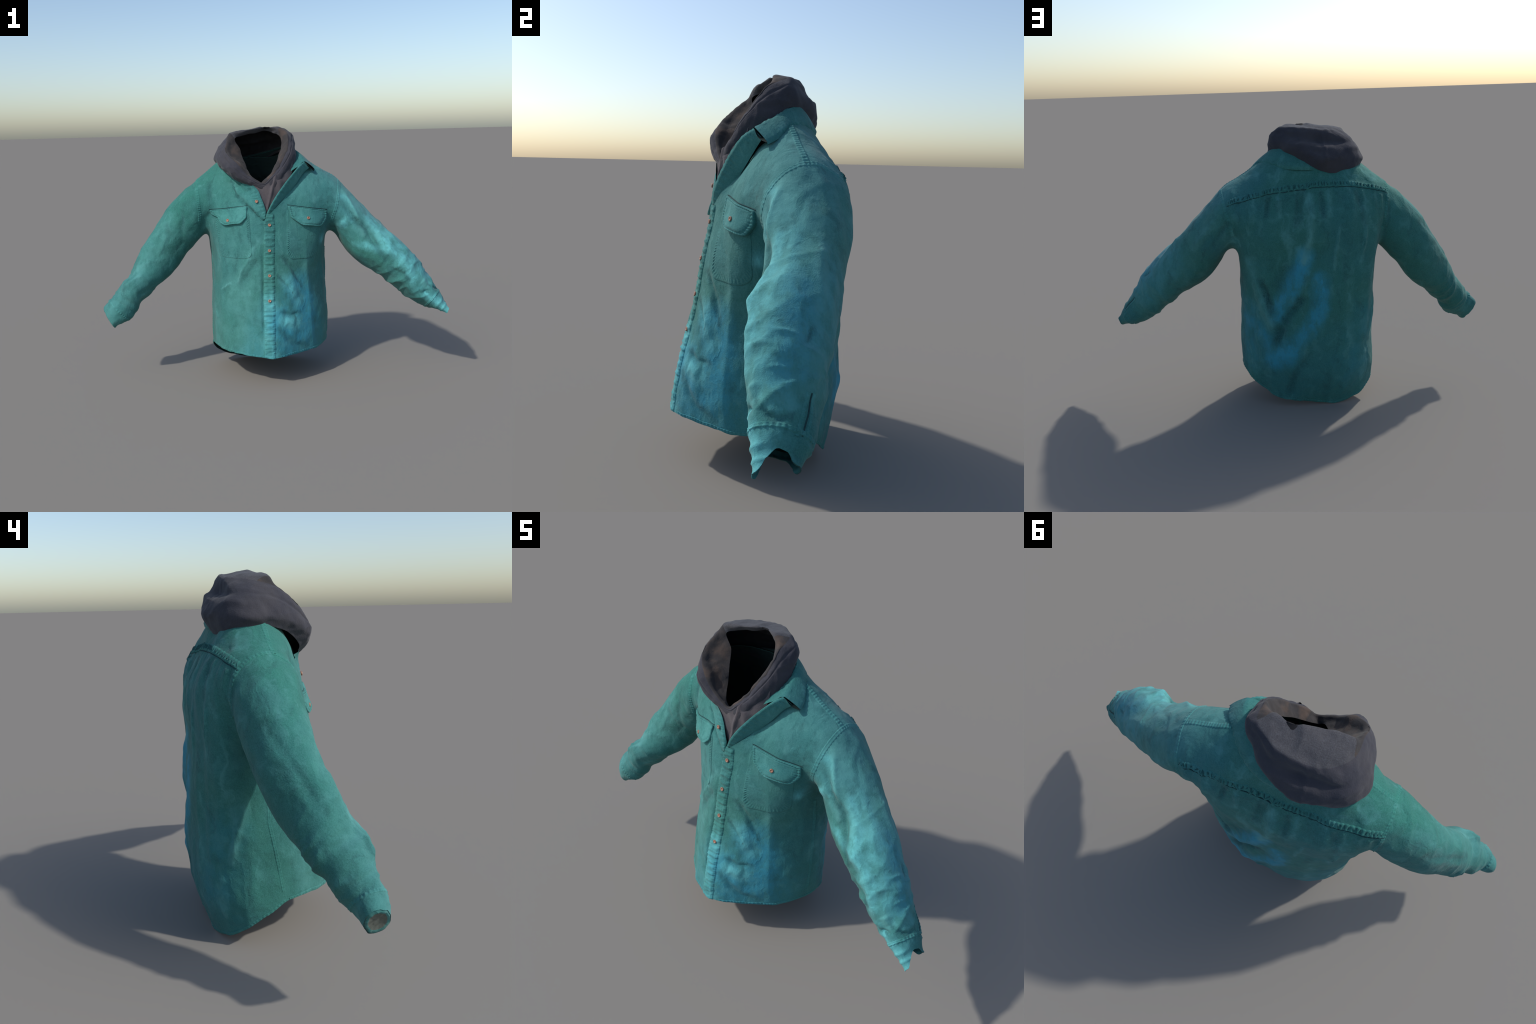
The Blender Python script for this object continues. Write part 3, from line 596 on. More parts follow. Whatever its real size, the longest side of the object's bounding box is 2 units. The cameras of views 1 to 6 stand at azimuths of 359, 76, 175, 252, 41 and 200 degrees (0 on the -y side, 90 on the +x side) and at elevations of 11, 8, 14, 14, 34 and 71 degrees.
# ---- sewing lines divide the cloth into parts
def left_armhole(p): return p[:, 0] - np.where(p[:, 2] > .82, .352 + .17 * (p[:, 2] - .82), .352) - .35 * np.maximum(0, .05 - p[:, 1])**1.5
def right_armhole(p): return -p[:, 0] - np.where(p[:, 2] > .81, .402 + .09 * (p[:, 2] - .81), .402)
def yoke_line(p):
    ys = np.where(p[:, 0] > 0, .058, .072)
    return np.minimum(p[:, 1] - ys, p[:, 2] - yoke_z(p[:, 0]))
def side_y(x, z): return np.where(x > 0, -.035 + .11 * z, -.02 + .19 * z)
def side_line(p): return p[:, 1] - side_y(p[:, 0], np.minimum(p[:, 2], .5))
def front_line(p): return p[:, 0] + np.interp(p[:, 2], [.15, .93], [.050, .034])
def cuff_left(p): return LEFT.local(p)[0] - (LEFT.s[-1] - .150)
def cuff_right(p): return RIGHT.local(p)[0] - (RIGHT.s[-1] - .190)
SLEEVE_L, SLEEVE_R, YOKE, BACK, FRONT, CUFF, FRONT_R = 1, 2, 4, 8, 16, 32, 64
for fn, bit, allowed in ((left_armhole, SLEEVE_L, lambda t: t == 0), (right_armhole, SLEEVE_R, lambda t: t == 0),
                         (yoke_line, YOKE, lambda t: t == 0), (side_line, BACK, lambda t: t == 0), (front_line, FRONT, lambda t: t == 0),
                         (cuff_left, CUFF, lambda t: t == SLEEVE_L), (cuff_right, CUFF, lambda t: t == SLEEVE_R)):
    # cut only the faces that may still be divided
    may = allowed(tags)
    V0 = len(V)
    V, Fa, side, ta, cutv = split(V, F[may], fn, tags[may])
    # faces outside the allowed set keep their corners; the cut line ends where they begin
    ta = np.where(side, ta + bit, ta)
    F = np.vstack([F[~may], Fa]); tags = np.r_[tags[~may], ta]
N = vertex_normals(V, F)

def cloth_part(name, mask, parent=None, inside=None):
    """Outer face, darker inner face and a closing rim along the openings only."""
    f = F[mask]; used = np.unique(f); m = -np.ones(len(V), int); m[used] = np.arange(len(used))
    vo, no = V[used], N[used]; f = m[f]; n = len(used)
    edges = np.sort(np.vstack([f[:, [0, 1]], f[:, [1, 2]], f[:, [2, 0]]]), axis=1)
    directed = np.vstack([f[:, [0, 1]], f[:, [1, 2]], f[:, [2, 0]]])
    _, first, count = np.unique(edges, axis=0, return_index=True, return_counts=True)
    isopen = np.array([u in open_vertices for u in used])
    rim = [(a, a + n, b + n, b) for a, b in directed[first[count == 1]] if isopen[a] and isopen[b]]
    rim = [(b, a, a2, b2) for (a, a2, b2, b) in rim]
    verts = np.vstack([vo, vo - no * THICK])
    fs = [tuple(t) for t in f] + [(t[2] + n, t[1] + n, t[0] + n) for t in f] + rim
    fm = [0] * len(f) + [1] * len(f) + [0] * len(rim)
    return add_part(name, verts, fs, [denim_for(vo), inside or INSIDE_SHADE], parent, np.vstack([no, -no]), fm)

front_left = cloth_part('front_panel', tags == FRONT)
front_right = cloth_part('front_panel', tags == 0)
back_panel = cloth_part('back_panel', tags == BACK)
yoke = cloth_part('yoke', tags == YOKE)
sleeve_left = cloth_part('sleeve', tags == SLEEVE_L)
sleeve_right = cloth_part('sleeve', tags == SLEEVE_R)
cuff_l = cloth_part('cuff', tags == SLEEVE_L + CUFF, sleeve_left, CUFF_INSIDE)
cuff_r = cloth_part('cuff', tags == SLEEVE_R + CUFF, sleeve_right)

# grey filling that closes the right cuff
ring = V[[i for i in cap_ring if i in set(np.unique(F).tolist())]]
cc = ring.mean(0); e1 = np.cross(CAP_N, [0, 1.0, 0]); e1 /= np.linalg.norm(e1); e2 = np.cross(CAP_N, e1)
ang = np.arctan2((ring - cc) @ e2, (ring - cc) @ e1); ring = ring[np.argsort(ang)]
pv, pf = [], []
for k, (s, dep) in enumerate(((.99, -.004), (.86, .004), (.70, .001), (.35, -.002))):
    pv += [cc + (q - cc) * s + CAP_N * dep for q in ring]
n = len(ring)
for k in range(3):
    pf += [(k*n + j, k*n + (j+1) % n, (k+1)*n + (j+1) % n, (k+1)*n + j) for j in range(n)]
pf.append(tuple(3*n + j for j in range(n)))
add_part('cuff_filling', pv, pf, [PLUG, denim_for(pv)], sleeve_right, None, [1] * (2 * n) + [0] * (len(pf) - 2 * n))

# ------------------------------------------------------------------ pieces laid on the cloth
def on_front(x, z, lift=0.0):
    hit, nor, *_ = BVH.ray_cast(Vector((x, -1.0, z)), Vector((0, 1, 0)))
    if hit is None: hit, nor = Vector((x, -.15, z)), Vector((0, -1, 0))
    return np.array(hit) + np.array(nor) * lift

def on_cloth(p, lift=0.0):
    hit, nor, *_ = BVH.find_nearest(Vector(p))
    return np.array(hit) + np.array(nor) * lift, np.array(nor)

def grid_faces(r, c, base=0):
    return [(base + i*c + j, base + i*c + j + 1, base + (i+1)*c + j + 1, base + (i+1)*c + j) for i in range(r - 1) for j in range(c - 1)]

def orient(verts, faces, outward):
    v = np.array(verts); a = np.zeros(3)
    for f in faces[:: max(1, len(faces) // 200)]:
        a += np.cross(v[f[1]] - v[f[0]], v[f[2]] - v[f[0]])
    return faces if a @ np.array(outward) > 0 else [tuple(reversed(f)) for f in faces]

def rounded_outline(pts, r=.02, n=6):
    """Polygon with rounded corners, evenly resampled."""
    out = []; P = np.array(pts, float)
    for i in range(len(P)):
        a, b, c = P[i - 1], P[i], P[(i + 1) % len(P)]
        ra = min(r, np.linalg.norm(a - b) * .45); rc = min(r, np.linalg.norm(c - b) * .45)
        p, q = b + (a - b) / np.linalg.norm(a - b) * ra, b + (c - b) / np.linalg.norm(c - b) * rc
        for t in np.linspace(0, 1, n): out.append((1-t)**2 * p + 2*t*(1-t) * b + t*t * q)
    out = np.array(out + [out[0]])
    s = np.r_[0, np.cumsum(np.linalg.norm(np.diff(out, axis=0), axis=1))]
    t = np.linspace(0, s[-1], 361)[:-1]
    return np.stack([np.interp(t, s, out[:, 0]), np.interp(t, s, out[:, 1])], 1), t

def patch(name, outline, lift, parent, r=.02, pucker=.0022, hang=None, seed=0, pale=0.0):
    """A cloth piece sewn on the front: raised, with a puckered stitched border."""
    o, arc = rounded_outline(outline, r); c = o.mean(0); rng = np.random.default_rng(seed)
    phase = rng.uniform(0, 6.28)
    v, rings = [], [(1.0, -.004), (.997, lift * .6), (.985, lift), (.96, lift), (.93, lift * 1.12), (.90, lift), (.86, lift * .8), (.83, lift * 1.05), (.7, lift), (.5, lift), (.3, lift), (.12, lift)]
    for s, h in rings:
        for k, q in enumerate(o):
            xz = c + (q - c) * s
            edge = math.exp(-((s - .90) / .045)**2)
            hh = h + pucker * edge * (.65 + .35 * math.sin(arc[k] * 23 + phase)) * math.sin(arc[k] / .0125 * 6.283 + phase + 1.5 * math.sin(arc[k] * 37))
            if hang is not None: hh += hang(xz[0], xz[1]) * (s > .99 and .6 or 1)
            v.append(on_front(xz[0], xz[1], hh))
    n = len(o)
    f = [(k*n + j, k*n + (j+1) % n, (k+1)*n + (j+1) % n, (k+1)*n + j) for k in range(len(rings) - 1) for j in range(n)]
    f.append(tuple((len(rings)-1)*n + j for j in range(n)))
    return add_part(name, v, orient(v, f, (0, -1, 0)), [denim_for(v, pale)], parent)

# ---- chest pockets
pocket_l = patch('pocket', [(.083,.985),(.075,.735),(.100,.705),(.225,.700),(.262,.725),(.290,.960)], .0018, None, .02, pucker=.0017, seed=1)
flap_l = patch('pocket_flap', [(.089,1.004),(.313,.967),(.309,.925),(.272,.880),(.165,.893),(.105,.935)], .0095, pocket_l, .011, pucker=.0018,
               hang=lambda x, z: .010 * float(smooth(.97, .89, z)), seed=2, pale=.12)
pocket_r = patch('pocket', [(-.325,.930),(-.300,.735),(-.285,.715),(-.150,.715),(-.118,.735),(-.130,.985)], .0018, None, .02, pucker=.0017, seed=3)
flap_r = patch('pocket_flap', [(-.352,.980),(-.138,1.006),(-.140,.945),(-.172,.912),(-.262,.900),(-.285,.915),(-.300,.945),(-.340,.958)], .0090, pocket_r, .010, pucker=.0018,
               hang=lambda x, z: .008 * float(smooth(.97, .90, z)), seed=4, pale=.12)

for pk_, ends_ in ((0, [(.086,1.0075),(.316,.9705)]), (1, [(-.355,.9835),(-.135,1.0095)])):
    v = []
    for k in range(60):
        u = k / 59; x = ends_[0][0] * (1 - u) + ends_[1][0] * u; z = ends_[0][1] * (1 - u) + ends_[1][1] * u
        for dz, h in ((.0022, -.001), (.0012, .0016), (-.0012, .0016), (-.0022, -.001)): v.append(on_front(x, z + dz, h))
    f = grid_faces(60, 4)
    add_part('flap_shadow_line', v, orient(v, f, (0, -1, 0)), [THREAD_SHADE], (pocket_l, pocket_r)[pk_])  # dark strip painting the shadow along the flap's top edge

# ---- button band
def band_x(z): return np.interp(z, [.15,.489,.626,.763,.902,.97], [-.034,-.029,-.025,-.022,-.016,-.012])
zs = np.linspace(.178, .965, 230); cols = np.linspace(-1, 1, 15); v = []
for i, z in enumerate(zs):
    half = .031 if z < .9 else .031 - .010 * float(smooth(.90, .97, z))
    for j, u in enumerate(cols):
        prof = {0: -.002, 1: .0075, len(cols) - 1: -.003}.get(j, .0065 - .0030 * (u > .6))
        pk = (.0016 * math.sin(z * 215 + 2 * math.sin(z * 31)) + .001 * math.sin(z * 520)) * math.exp(-((abs(u) - .72) / .22)**2)
        pk += .0030 * (math.sin(z * 150 + 3 * math.sin(z * 17)) * .7 + .3 * math.sin(z * 320)) * math.exp(-(u / .8)**4)
        x = band_x(z) + half * u + .0012 * math.sin(z * 60)
        v.append(on_front(x, z - .006 * u * (z < .19), prof + pk * (0 < j < len(cols) - 1)))
f = grid_faces(len(zs), len(cols))
band = add_part('button_band', v, orient(v, f, (0, -1, 0)), [denim_for(v, .12)], None)

# ---- the open part of the band: it stands up off the chest like a lapel
EDGE = [(-.036,-.170,.948),(-.008,-.175,1.004),(.026,-.165,1.060),(.071,-.146,1.120),(.110,-.128,1.165),(.156,-.101,1.213),(.190,-.068,1.240)]
GROOVE = [(.014,-.150,.948),(.026,-.146,.984),(.072,-.116,1.036),(.108,-.096,1.080),(.145,-.078,1.122),(.185,-.055,1.175),(.222,-.044,1.205)]
INNER = [(-.030,-.150,.940),(-.004,-.148,1.000),(.030,-.140,1.050),(.080,-.110,1.105),(.118,-.090,1.150),(.160,-.065,1.195),(.190,-.045,1.228)]
t = np.linspace(0, 1, 90); kk = np.linspace(0, 1, 7)
E_, G_, I_ = (spline(kk, c, t) for c in (EDGE, GROOVE, INNER))
v = []; across = [(0, 'G', -.004), (.0, 'G', 0)] 
for i in range(len(t)):
    for u in np.linspace(0, 1, 10):
        sag = math.sin(u * math.pi)
        rip = .0022 * math.sin(t[i] * 95 + 2 * math.sin(t[i] * 13)) * math.exp(-((u - .8) / .2)**2)
        v.append(G_[i] * (1 - u) + E_[i] * u + np.array([.008, .006, -.008]) * sag * .8 + np.array([.3, -.8, .4]) * rip)
    for u in (.12, .5, 1.0):
        v.append(E_[i] * (1 - u) + I_[i] * u + np.array([-.004, .002, .002]) * (u < .2))
f = grid_faces(len(t), 13)
lapel = add_part('lapel', v, orient(v, f, (.6, -.8, .2)), [denim_for(v, .12)], front_left)

# ---- band under the lapel on the wearer's right side
OUT_R = [(-.048,-.155,.925),(-.095,-.145,.968),(-.133,-.130,1.008),(-.165,-.114,1.035),(-.188,-.100,1.060),(-.215,-.085,1.100)]
IN_R = [(-.036,-.160,.945),(-.036,-.162,.982),(-.046,-.158,1.020),(-.058,-.155,1.051),(-.078,-.152,1.099),(-.132,-.140,1.148)]
t = np.linspace(0, 1, 70); kk = np.linspace(0, 1, 6); O_, I_ = spline(kk, OUT_R, t), spline(kk, IN_R, t); v = []
for i in range(len(t)):
    for j, u in enumerate(np.linspace(0, 1, 12)):
        p = O_[i] * (1 - u) + I_[i] * u
        q, nr = on_cloth(p, {0: -.003, 11: .001}.get(j, .0055 + .002 * u))
        rip = .0013 * math.sin(t[i] * 80 + 2 * math.sin(t[i] * 11)) * math.exp(-((u - .75) / .15)**2)
        v.append(np.array([p[0], min(p[1], q[1]) - rip, p[2]]) if u > .5 else q - np.array([0, rip, 0]))
f = grid_faces(len(t), 12)
add_part('button_band', v, orient(v, f, (0, -1, 0)), [denim_for(v, .12)], front_right)

# ---- collar
BASE = [(.256,-.033,1.192),(.247,.005,1.212),(.228,.035,1.236),(.206,.062,1.252),(.180,.105,1.248),(.130,.158,1.243),(.070,.196,1.236),(.000,.214,1.232),(-.16,.214,1.222)]
TOP = [(.196,-.066,1.243),(.190,-.030,1.262),(.176,.010,1.282),(.156,.045,1.302),(.135,.078,1.318),(.100,.120,1.325),(.055,.150,1.318),(.000,.172,1.300),(-.16,.195,1.262)]
IN_C = [(.112,-.098,1.190),(.122,-.055,1.232),(.130,-.005,1.262),(.128,.040,1.290),(.118,.075,1.308),(.095,.115,1.318),(.052,.146,1.312),(.0,.170,1.296),(-.16,.192,1.258)]
t = np.linspace(0, 1, 90); kk = np.linspace(0, 1, 9); B_, T_, C_ = (spline(kk, c, t) for c in (BASE, TOP, IN_C)); v = []
for i in range(len(t)):
    for u in np.linspace(0, 1, 12):
        bul = math.sin(u * math.pi) * .004
        rip = .0016 * math.sin(t[i] * 120 + 2 * math.sin(t[i] * 17)) * math.exp(-((u - .14) / .10)**2)
        out = B_[i] - np.array([-.05, .05, B_[i][2]]); out /= np.linalg.norm(out)
        v.append(B_[i] * (1 - u) + T_[i] * u + out * (bul + rip) + np.array([0, 0, bul * .4]) - (out * .006 + np.array([0, 0, .008])) * (u == 0))
    for u in (.2, .45, .7, 1.0):
        crinkle = .004 * math.sin(t[i] * 90 + u * 9 + 2 * math.sin(t[i] * 37)) * math.sin(u * math.pi) * (t[i] < .45)
        v.append(T_[i] * (1 - u) + C_[i] * u + np.array([0, 0, .004 * (u < .3) + crinkle]))
f = orient(v, grid_faces(len(t), 16), (.5, 0, .5))
backing = []
for p in v:
    o = np.array(p) - np.array([-.05, .04, p[2] - .08]); backing.append(np.array(p) - o / np.linalg.norm(o) * .004)
nb = len(v)
col_ = denim_for(v)
fb = [tuple(q + nb for q in reversed(x)) for x in f if max(q % 16 for q in x) < 11]
add_part('collar', v + backing, f + fb, [col_, INSIDE_SHADE], None, None, [int(min(q // 16 for q in x) > 40 and min(q % 16 for q in x) > 10) for x in f] + [1] * len(fb))
# turned-down front end of the collar with its inner fold in the painted shade colour
v = []
ends = [np.array(BASE[0]), np.array([.232,-.056,1.208]), np.array(TOP[0])]
for i, w in enumerate(np.linspace(0, 1, 12)):
    a = ends[0] * (1-w)**2 + 2*w*(1-w) * (ends[1] + np.array([.0, -.012, -.012])) + ends[2] * w*w
    for u in np.linspace(0, 1, 6):
        v.append(a * (1 - u) + np.array([.185, -.02, 1.222]) * u + np.array([0, -.006, 0]) * math.sin(u * 3.14))
f = grid_faces(12, 6)
add_part('collar_fold', v, orient(v, f, (0, -1, 0)), [INSIDE_SHADE])

# ---- raised, puckered sewing lines
def seam(name, pts, width, parent, lift=.0016, pucker=.0020, step=.0035, period=.014, seed=0, closed_on=None):
    P = np.array(pts, float); s = np.r_[0, np.cumsum(np.linalg.norm(np.diff(P, axis=0), axis=1))]
    n = max(8, int(s[-1] / step)); q = spline(s, P, np.linspace(0, s[-1], n)); v = []
    ph = np.random.default_rng(seed).uniform(0, 6, 2)
    for i in range(n):
        hit, nor = on_cloth(q[i]); tan = q[min(i + 1, n - 1)] - q[max(i - 1, 0)]
        side = np.cross(nor, tan); side /= max(np.linalg.norm(side), 1e-9)
        l = s[-1] * i / (n - 1)
        for j, u in enumerate(np.linspace(-1, 1, 7)):
            h = (-.002, lift, lift * .8, lift * .8, lift * .9, lift * 1.8, -.002)[j]
            if 0 < j < 6: h += pucker * math.sin(l / period * 6.283 + ph[0] + 1.6 * math.sin(l * 41 + ph[1])) * (.5 + .5 * math.cos(u * 1.2))
            c, nn = on_cloth(hit + side * width * .5 * u, h); v.append(c)
    f = grid_faces(n, 7)
    mid, nor = on_cloth(q[n // 2])
    return add_part(name, v, orient(v, f, nor), [denim_for(v, .12)], parent)

xs = np.linspace(-.418, .378, 17)
seam('yoke_seam', [(x, .20 + .06 * (1 - (x / .42)**2), yoke_z(np.array([x]))[0] + .010) for x in xs], .034, yoke, lift=.0028, pucker=.0022, period=.018, seed=5)
stitch = seam('yoke_stitching', [(x, .20 + .06 * (1 - (x / .42)**2), yoke_z(np.array([x]))[0] - .010) for x in xs], .0040, yoke, lift=.0012, pucker=.0004, seed=25)
stitch.data.materials.clear(); stitch.data.materials.append(THREAD_SHADE)
# ladder of dark raised bars along the yoke, painting the shade between puckers
rng = np.random.default_rng(31); v, f = [], []
x = -.41
while x < .375:
    zc = yoke_z(np.array([x]))[0] + .010; yc = .20 + .06 * (1 - (x / .42)**2)
    hw, hl, lean = rng.uniform(.0016, .0030), rng.uniform(.006, .012), rng.uniform(-.003, .003)
    base = len(v)
    for a in np.linspace(-1, 1, 5):
        for b, h in ((-1, .000), (0, .0048), (1, .000)):
            q, nr = on_cloth((x + b * hw * (1 - .6 * a * a) + lean * a, yc, zc + a * hl)); v.append(q + nr * (h + .001))
    f += grid_faces(5, 3, base)
    x += rng.uniform(.010, .018)
ladder = add_part('pucker_shade_bars', v, orient(v, f, (0, 1, .3)), [PUCKER_SHADE], yoke); ladder['kind'] = 'stuff'
seam('shoulder_seam', [(.20,.058,1.254),(.27,.058,1.232),(.34,.058,1.176),(.395,.060,1.125)], .026, yoke, pucker=.0014, seed=6)
seam('shoulder_seam', [(-.30,.072,1.255),(-.34,.074,1.222),(-.385,.076,1.185),(-.425,.078,1.145)], .026, yoke, pucker=.0014, seed=7)
seam('armhole_seam', [(.345,-.065,.90),(.368,-.050,.98),(.380,-.018,1.06),(.395,.03,1.112),(.398,.065,1.122),(.395,.12,1.11),(.385,.175,1.07),(.365,.205,.99),(.352,.215,.90)], .022, sleeve_left, pucker=.0011, seed=8)
seam('armhole_seam', [(-.395,-.045,.90),(-.408,-.04,.98),(-.418,-.015,1.06),(-.424,.03,1.12),(-.428,.08,1.15),(-.426,.14,1.14),(-.420,.205,1.09),(-.412,.238,1.0),(-.405,.24,.92)], .022, sleeve_right, pucker=.0011, seed=9)
for sx in (1, -1):
    zz = np.linspace(.74, .225, 12)
    seam('side_seam', [(sx * (.335 if sx > 0 else .372), float(side_y(np.array(sx), min(z, .5))), z) for z in zz], .018, back_panel, pucker=.0005, seed=10 + sx)

# stitched upper edges of the cuffs and a dark strip laid on the cloth for the slit above the left one
def sleeve_ring(sl, s0, a0, a1, slant=0.0, n=40):
    k = np.interp(s0, sl.s, np.arange(len(sl.s))); out = []
    for a in np.linspace(a0, a1, n):
        i = int(np.clip(k + slant * math.cos(a), 0, len(sl.s) - 1))
        out.append(sl.c[i] + sl.w[i] * sl.rw[i] * math.cos(a) + sl.u[i] * sl.ru[i] * math.sin(a))
    return out
seam('cuff_seam', sleeve_ring(LEFT, LEFT.s[-1] - .150, 0, 6.2), .016, sleeve_left, pucker=.0014, seed=20)
seam('cuff_seam', sleeve_ring(RIGHT, RIGHT.s[-1] - .165, 0, 6.2), .016, sleeve_right, pucker=.0014, seed=21)
slit = seam('sleeve_slit_strip', SLIT, .0055, sleeve_left, lift=.0010, pucker=.0, seed=22)  # no real opening: a thin dark strip added on the sleeve
slit.data.materials.clear(); slit.data.materials.append(THREAD_SHADE)
for dx in (-.016, .016):
    seam('sleeve_slit_edge', [(x + dx * .3, y + dx, z) for x, y, z in SLIT], .014, sleeve_left, pucker=.0010, seed=23)

def hem_line(deg0, deg1, n=30):
    out = []
    for d in np.linspace(deg0, deg1, n):
        a = math.radians(d); dirv = np.array([math.sin(a), -math.cos(a), 0])
        lo = np.array([[-.025 + dirv[0] * .3, .045 + dirv[1] * .3, 0]])
        h = -hem_keep(lo)[0] + .007
        r = np.interp(d % 360 / 360 * NA, np.arange(NA + 1), np.r_[TRF[np.argmin(abs(ZF - h))], TRF[np.argmin(abs(ZF - h))][:1]])
        out.append((-.025 + dirv[0] * r, .045 + dirv[1] * r, h))
    return out
seam('hem', hem_line(8, 92), .012, front_left, seed=14, pucker=.0010, period=.016)
seam('hem', hem_line(-82, -5), .012, front_right, seed=15, pucker=.0010, period=.016)
seam('hem', hem_line(95, 275, 60), .012, back_panel, seed=16, pucker=.0010, period=.016)

# ---- buttons
def button_mesh(r=.0088):
    prof = [(0, .0030), (.45, .0030), (.55, .0044), (.85, .0050), (1.0, .0034), (1.0, 0)]
    n, v, f = 20, [], []
    for a, h in prof: v += [(r * max(a, .02) * math.cos(k / n * 6.2832), r * max(a, .02) * math.sin(k / n * 6.2832), h) for k in range(n)]
    for i in range(len(prof) - 1): f += [(i*n + k, (i+1)*n + k, (i+1)*n + (k+1) % n, i*n + (k+1) % n) for k in range(n)]
    f.append(tuple(range(n)))
    me = bpy.data.meshes.new('button'); me.from_pydata(v, [], f); me.materials.append(COPPER); me.update()
    me.polygons.foreach_set('use_smooth', np.ones(len(me.polygons), bool))
    return me
BUTTON = button_mesh()
for (x, z), parent, lift in (((-.017,.902), band, .007), ((-.022,.763), band, .007), ((-.025,.626), band, .007), ((-.029,.489), band, .007),
                             ((-.082,1.033), front_right, .010), ((.199,.930), pocket_l, .0145), ((-.242,.928), pocket_r, .0125)):
    ob = bpy.data.objects.new('button', BUTTON); bpy.context.scene.collection.objects.link(ob)
    hit, nor, *_ = BVH.ray_cast(Vector((x, -1, z)), Vector((0, 1, 0)))
    ob.location = hit + nor * lift; ob.rotation_mode = 'QUATERNION'; ob.rotation_quaternion = nor.to_track_quat('Z', 'Y')
    ob.parent = parent

# ------------------------------------------------------------------ the hoodie
# stations round the neck: front V, wearer's right, back, left; per station: bottom, bulge, upper side, crest, inside, inside bottom
HOOD = [
 [(-.050,-.146,1.085),(-.050,-.152,1.105),(-.050,-.152,1.125),(-.052,-.143,1.136),(-.055,-.130,1.128),(-.065,-.112,1.118)],
 [(-.150,-.128,1.120),(-.152,-.158,1.145),(-.142,-.162,1.168),(-.128,-.146,1.184),(-.115,-.125,1.166),(-.094,-.107,1.144)],
 [(-.225,-.100,1.160),(-.232,-.146,1.195),(-.215,-.160,1.228),(-.188,-.138,1.252),(-.165,-.100,1.222),(-.130,-.055,1.195)],
 [(-.285,-.025,1.210),(-.286,-.070,1.238),(-.270,-.084,1.280),(-.245,-.090,1.312),(-.210,-.065,1.278),(-.150,-.022,1.255)],
 [(-.305,.060,1.232),(-.313,.024,1.268),(-.286,.004,1.330),(-.245,-.022,1.365),(-.215,-.012,1.345),(-.170,.010,1.315)],
 [(-.310,.135,1.228),(-.322,.125,1.268),(-.288,.105,1.348),(-.240,.070,1.398),(-.216,.014,1.404),(-.196,.012,1.376)],
 [(-.252,.190,1.205),(-.262,.202,1.268),(-.228,.178,1.352),(-.175,.140,1.412),(-.155,.024,1.420),(-.150,.042,1.395)],
 [(-.122,.222,1.205),(-.116,.248,1.285),(-.115,.193,1.360),(-.100,.158,1.418),(-.095,.032,1.430),(-.095,.055,1.405)],
 [(.005,.190,1.262),(.005,.220,1.315),(.010,.175,1.372),(.015,.140,1.424),(-.016,.050,1.439),(-.018,.075,1.412)],
 [(.122,.095,1.312),(.138,.092,1.345),(.134,.080,1.396),(.100,.072,1.425),(.058,.030,1.429),(.058,.038,1.388)],
 [(.158,.035,1.285),(.154,.014,1.322),(.138,.000,1.366),(.108,-.008,1.398),(.084,-.004,1.374),(.064,.000,1.325)],
 [(.150,-.045,1.235),(.138,-.070,1.266),(.121,-.080,1.298),(.094,-.073,1.314),(.074,-.057,1.292),(.046,-.034,1.265)],
 [(.098,-.105,1.160),(.078,-.126,1.182),(.056,-.132,1.204),(.036,-.122,1.214),(.025,-.107,1.202),(.010,-.075,1.188)],
 [(.030,-.146,1.095),(.014,-.156,1.128),(.000,-.153,1.152),(-.012,-.143,1.160),(-.022,-.122,1.150),(-.040,-.098,1.138)],
]
H = np.array(HOOD); ns = len(H)
H3 = np.concatenate([H[-3:], H, H[:4]])
NS_, NP_ = 224, 61
S = spline(np.arange(-3, ns + 4), H3, np.arange(NS_) / NS_ * ns)             # (NS, 6, 3)
G = spline(np.arange(6), S.transpose(1, 0, 2), np.linspace(0, 5, NP_)).transpose(1, 0, 2)   # (NS, NP, 3)
def hood_normals(G):
    du = np.roll(G, -1, 0) - np.roll(G, 1, 0); dv = np.gradient(G, axis=1)
    n = np.cross(du, dv); return n / np.maximum(np.linalg.norm(n, axis=2), 1e-9)[..., None]
HN = hood_normals(G)
mid = G[:, 12].mean(0)
if ((G[:, 12] - mid) * HN[:, 12]).sum() < 0: HN = -HN
flat = G.reshape(-1, 3)
d = .0045 * fbm(flat, 12, 51) + .0015 * fbm(flat, 38, 53, 2)
d += fold(flat, [(-.02,.20,1.372), (-.115,.195,1.362), (-.20,.19,1.358), (-.27,.15,1.345)], .014, -.011)   # crease round the back
d += fold(flat, [(.12,.10,1.36), (.02,.20,1.345), (-.115,.215,1.335), (-.23,.20,1.32)], .020, .007)
d += fold(flat, [(-.100,.160,1.42), (-.115,.195,1.36), (-.117,.25,1.29), (-.12,.226,1.21)], .007, .0050)   # centre seam
d += fold(flat, [(.095,.085,1.428), (.01,.145,1.428), (-.10,.165,1.424), (-.19,.14,1.415)], .010, .006)   # welt at the edge of the flap
d += .004 * (1 - 2 * np.abs(noise(flat + .03 * noise(flat, 9, 57)[:, None], (9, 9, 16), 55)))
st_ = np.arange(NS_) / NS_ * ns
rimline = np.exp(-((np.arange(NP_) - 25) / 1.3)**2)[None] * (1 - smooth(5.2, 6.0, np.arange(NS_) / NS_ * ns) * smooth(9.6, 8.8, np.arange(NS_) / NS_ * ns))[:, None]
d = d.reshape(NS_, NP_) - .0035 * rimline - (1 - smooth(34, 44, np.arange(NP_))) * (.010 - .007 * smooth(7.0, 8.2, st_) * smooth(9.6, 8.8, st_))[:, None]
G = G + HN * d[..., None]
HN = hood_normals(G)
if ((G[:, 12] - mid) * HN[:, 12]).sum() < 0: HN = -HN
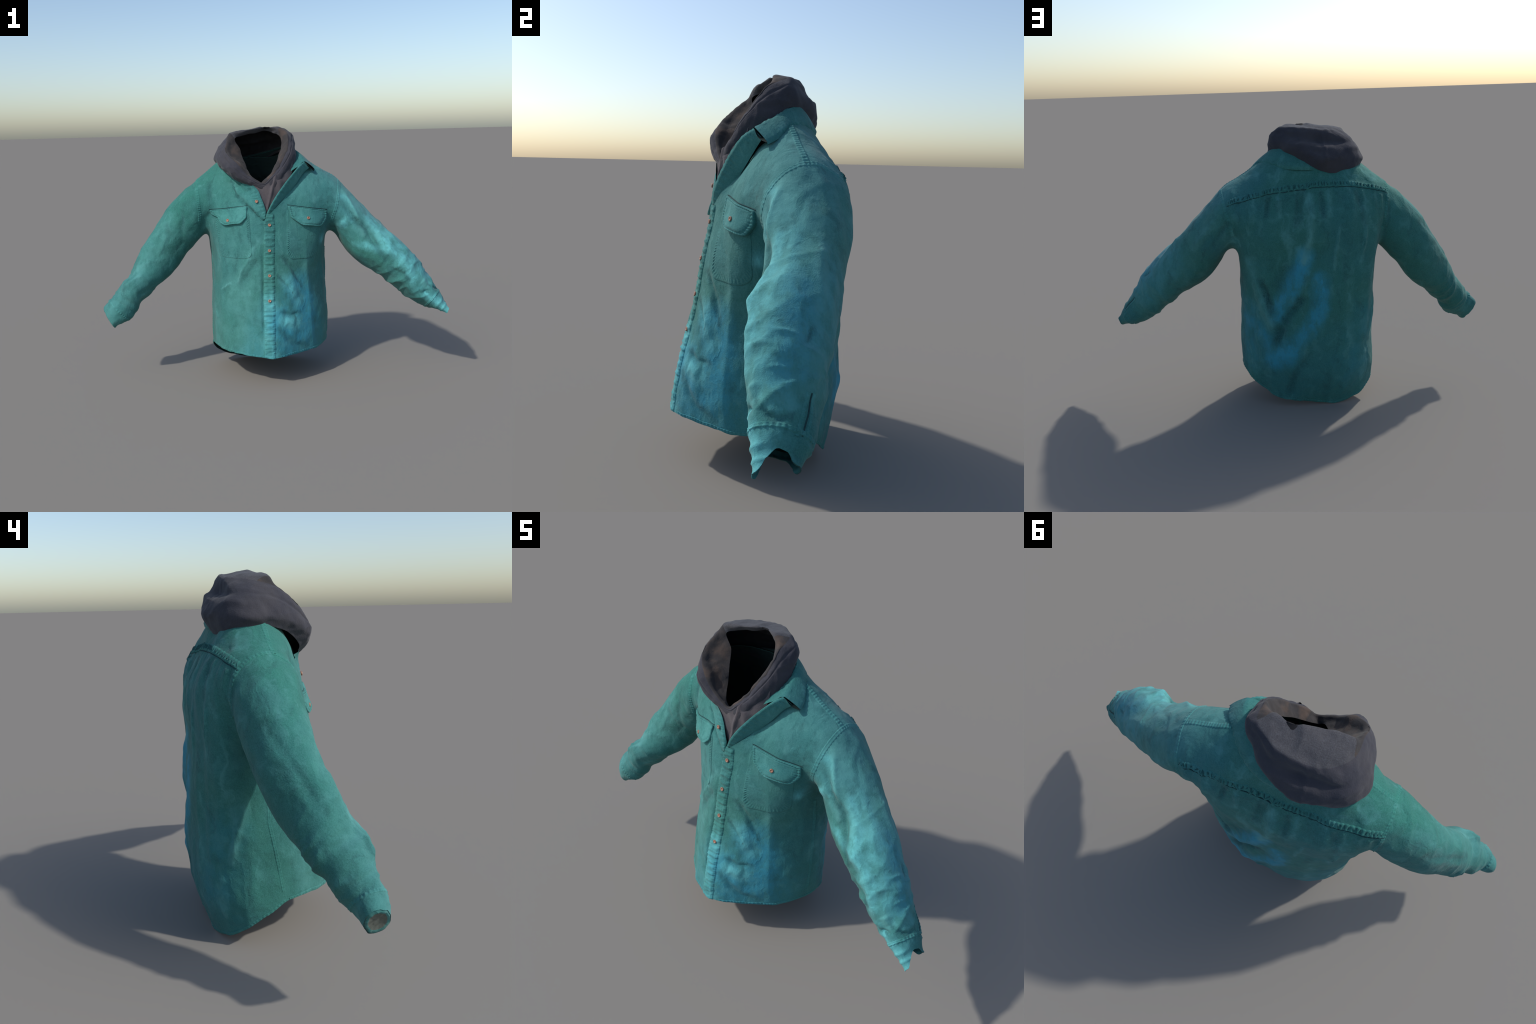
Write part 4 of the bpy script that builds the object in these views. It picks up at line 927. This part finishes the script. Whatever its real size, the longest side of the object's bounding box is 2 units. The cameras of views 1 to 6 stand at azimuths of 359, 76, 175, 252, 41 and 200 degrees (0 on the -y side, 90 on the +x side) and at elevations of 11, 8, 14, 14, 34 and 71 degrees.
def hood_piece(name, c0, c1, r0, r1, mat, parent=None, thick=.003):
    rows = [r % NS_ for r in range(r0, r1 + 1)] if r1 - r0 < NS_ else list(range(NS_))
    closed = r1 - r0 >= NS_; A, B = G[rows][:, c0:c1 + 1], HN[rows][:, c0:c1 + 1]
    nr, nc = A.shape[:2]; v = np.vstack([A.reshape(-1, 3), (A - B * thick).reshape(-1, 3)]); m = nr * nc; f = []; fm = []
    for i in range(nr if closed else nr - 1):
        k = (i + 1) % nr
        for j in range(nc - 1):
            q = (i*nc + j, k*nc + j, k*nc + j + 1, i*nc + j + 1)
            f.append(q); f.append(tuple(reversed([x + m for x in q]))); fm += [0, 1]
        if c1 == NP_ - 1: f.append((i*nc + nc - 1, k*nc + nc - 1, k*nc + nc - 1 + m, i*nc + nc - 1 + m)); fm.append(0)
    a, b, c, e = f[0]; g = np.cross(v[b] - v[a], v[c] - v[a])
    if g @ B[0, 0] < 0: f = [tuple(reversed(q)) for q in f]
    return add_part(name, v, f, [mat, HOOD_SHADE], parent, np.vstack([B.reshape(-1, 3), -B.reshape(-1, 3)]), fm)
ROW = NS_ / ns
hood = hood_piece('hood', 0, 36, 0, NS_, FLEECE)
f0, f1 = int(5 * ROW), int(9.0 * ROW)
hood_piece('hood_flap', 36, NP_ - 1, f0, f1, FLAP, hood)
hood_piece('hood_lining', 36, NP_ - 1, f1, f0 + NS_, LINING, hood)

# hoodie front showing in the V of the shirt; its top is tucked under the rim of the hood
cols = np.linspace(0, 1, 40); rows_ = np.linspace(0, 1, 60); v = []
for r in rows_:
    for u in cols:
        xt = -.150 + .275 * u; xb = -.050 + .030 * u            # top and bottom edge of the wedge
        zt = np.interp(xt, [-.15,-.09,-.05,-.012,.036,.09,.125], [1.150,1.128,1.108,1.130,1.185,1.250,1.270])
        z = .925 + (zt - .925) * r
        k = np.interp(z, [.925,.98,1.05,1.12,1.20,1.27], [0,.14,.42,.80,1.0,1.0])
        x = xb + (xt - xb) * k
        y = np.interp(x, [-.17,-.10,-.05,.0,.05,.10,.15], [-.118,-.141,-.147,-.148,-.140,-.112,-.078]) + .25 * max(0, z - 1.14)
        y += .003 * math.sin(x * 90 + z * 40) - .008 * math.exp(-((x - (.022 - (1.17 - z) * .26)) / .008)**2) * (z < 1.18)
        v.append((x, y, z))
f = grid_faces(len(rows_), len(cols))
add_part('hoodie_front', v, orient(v, f, (0, -1, 0)), [FLEECE_PALE])
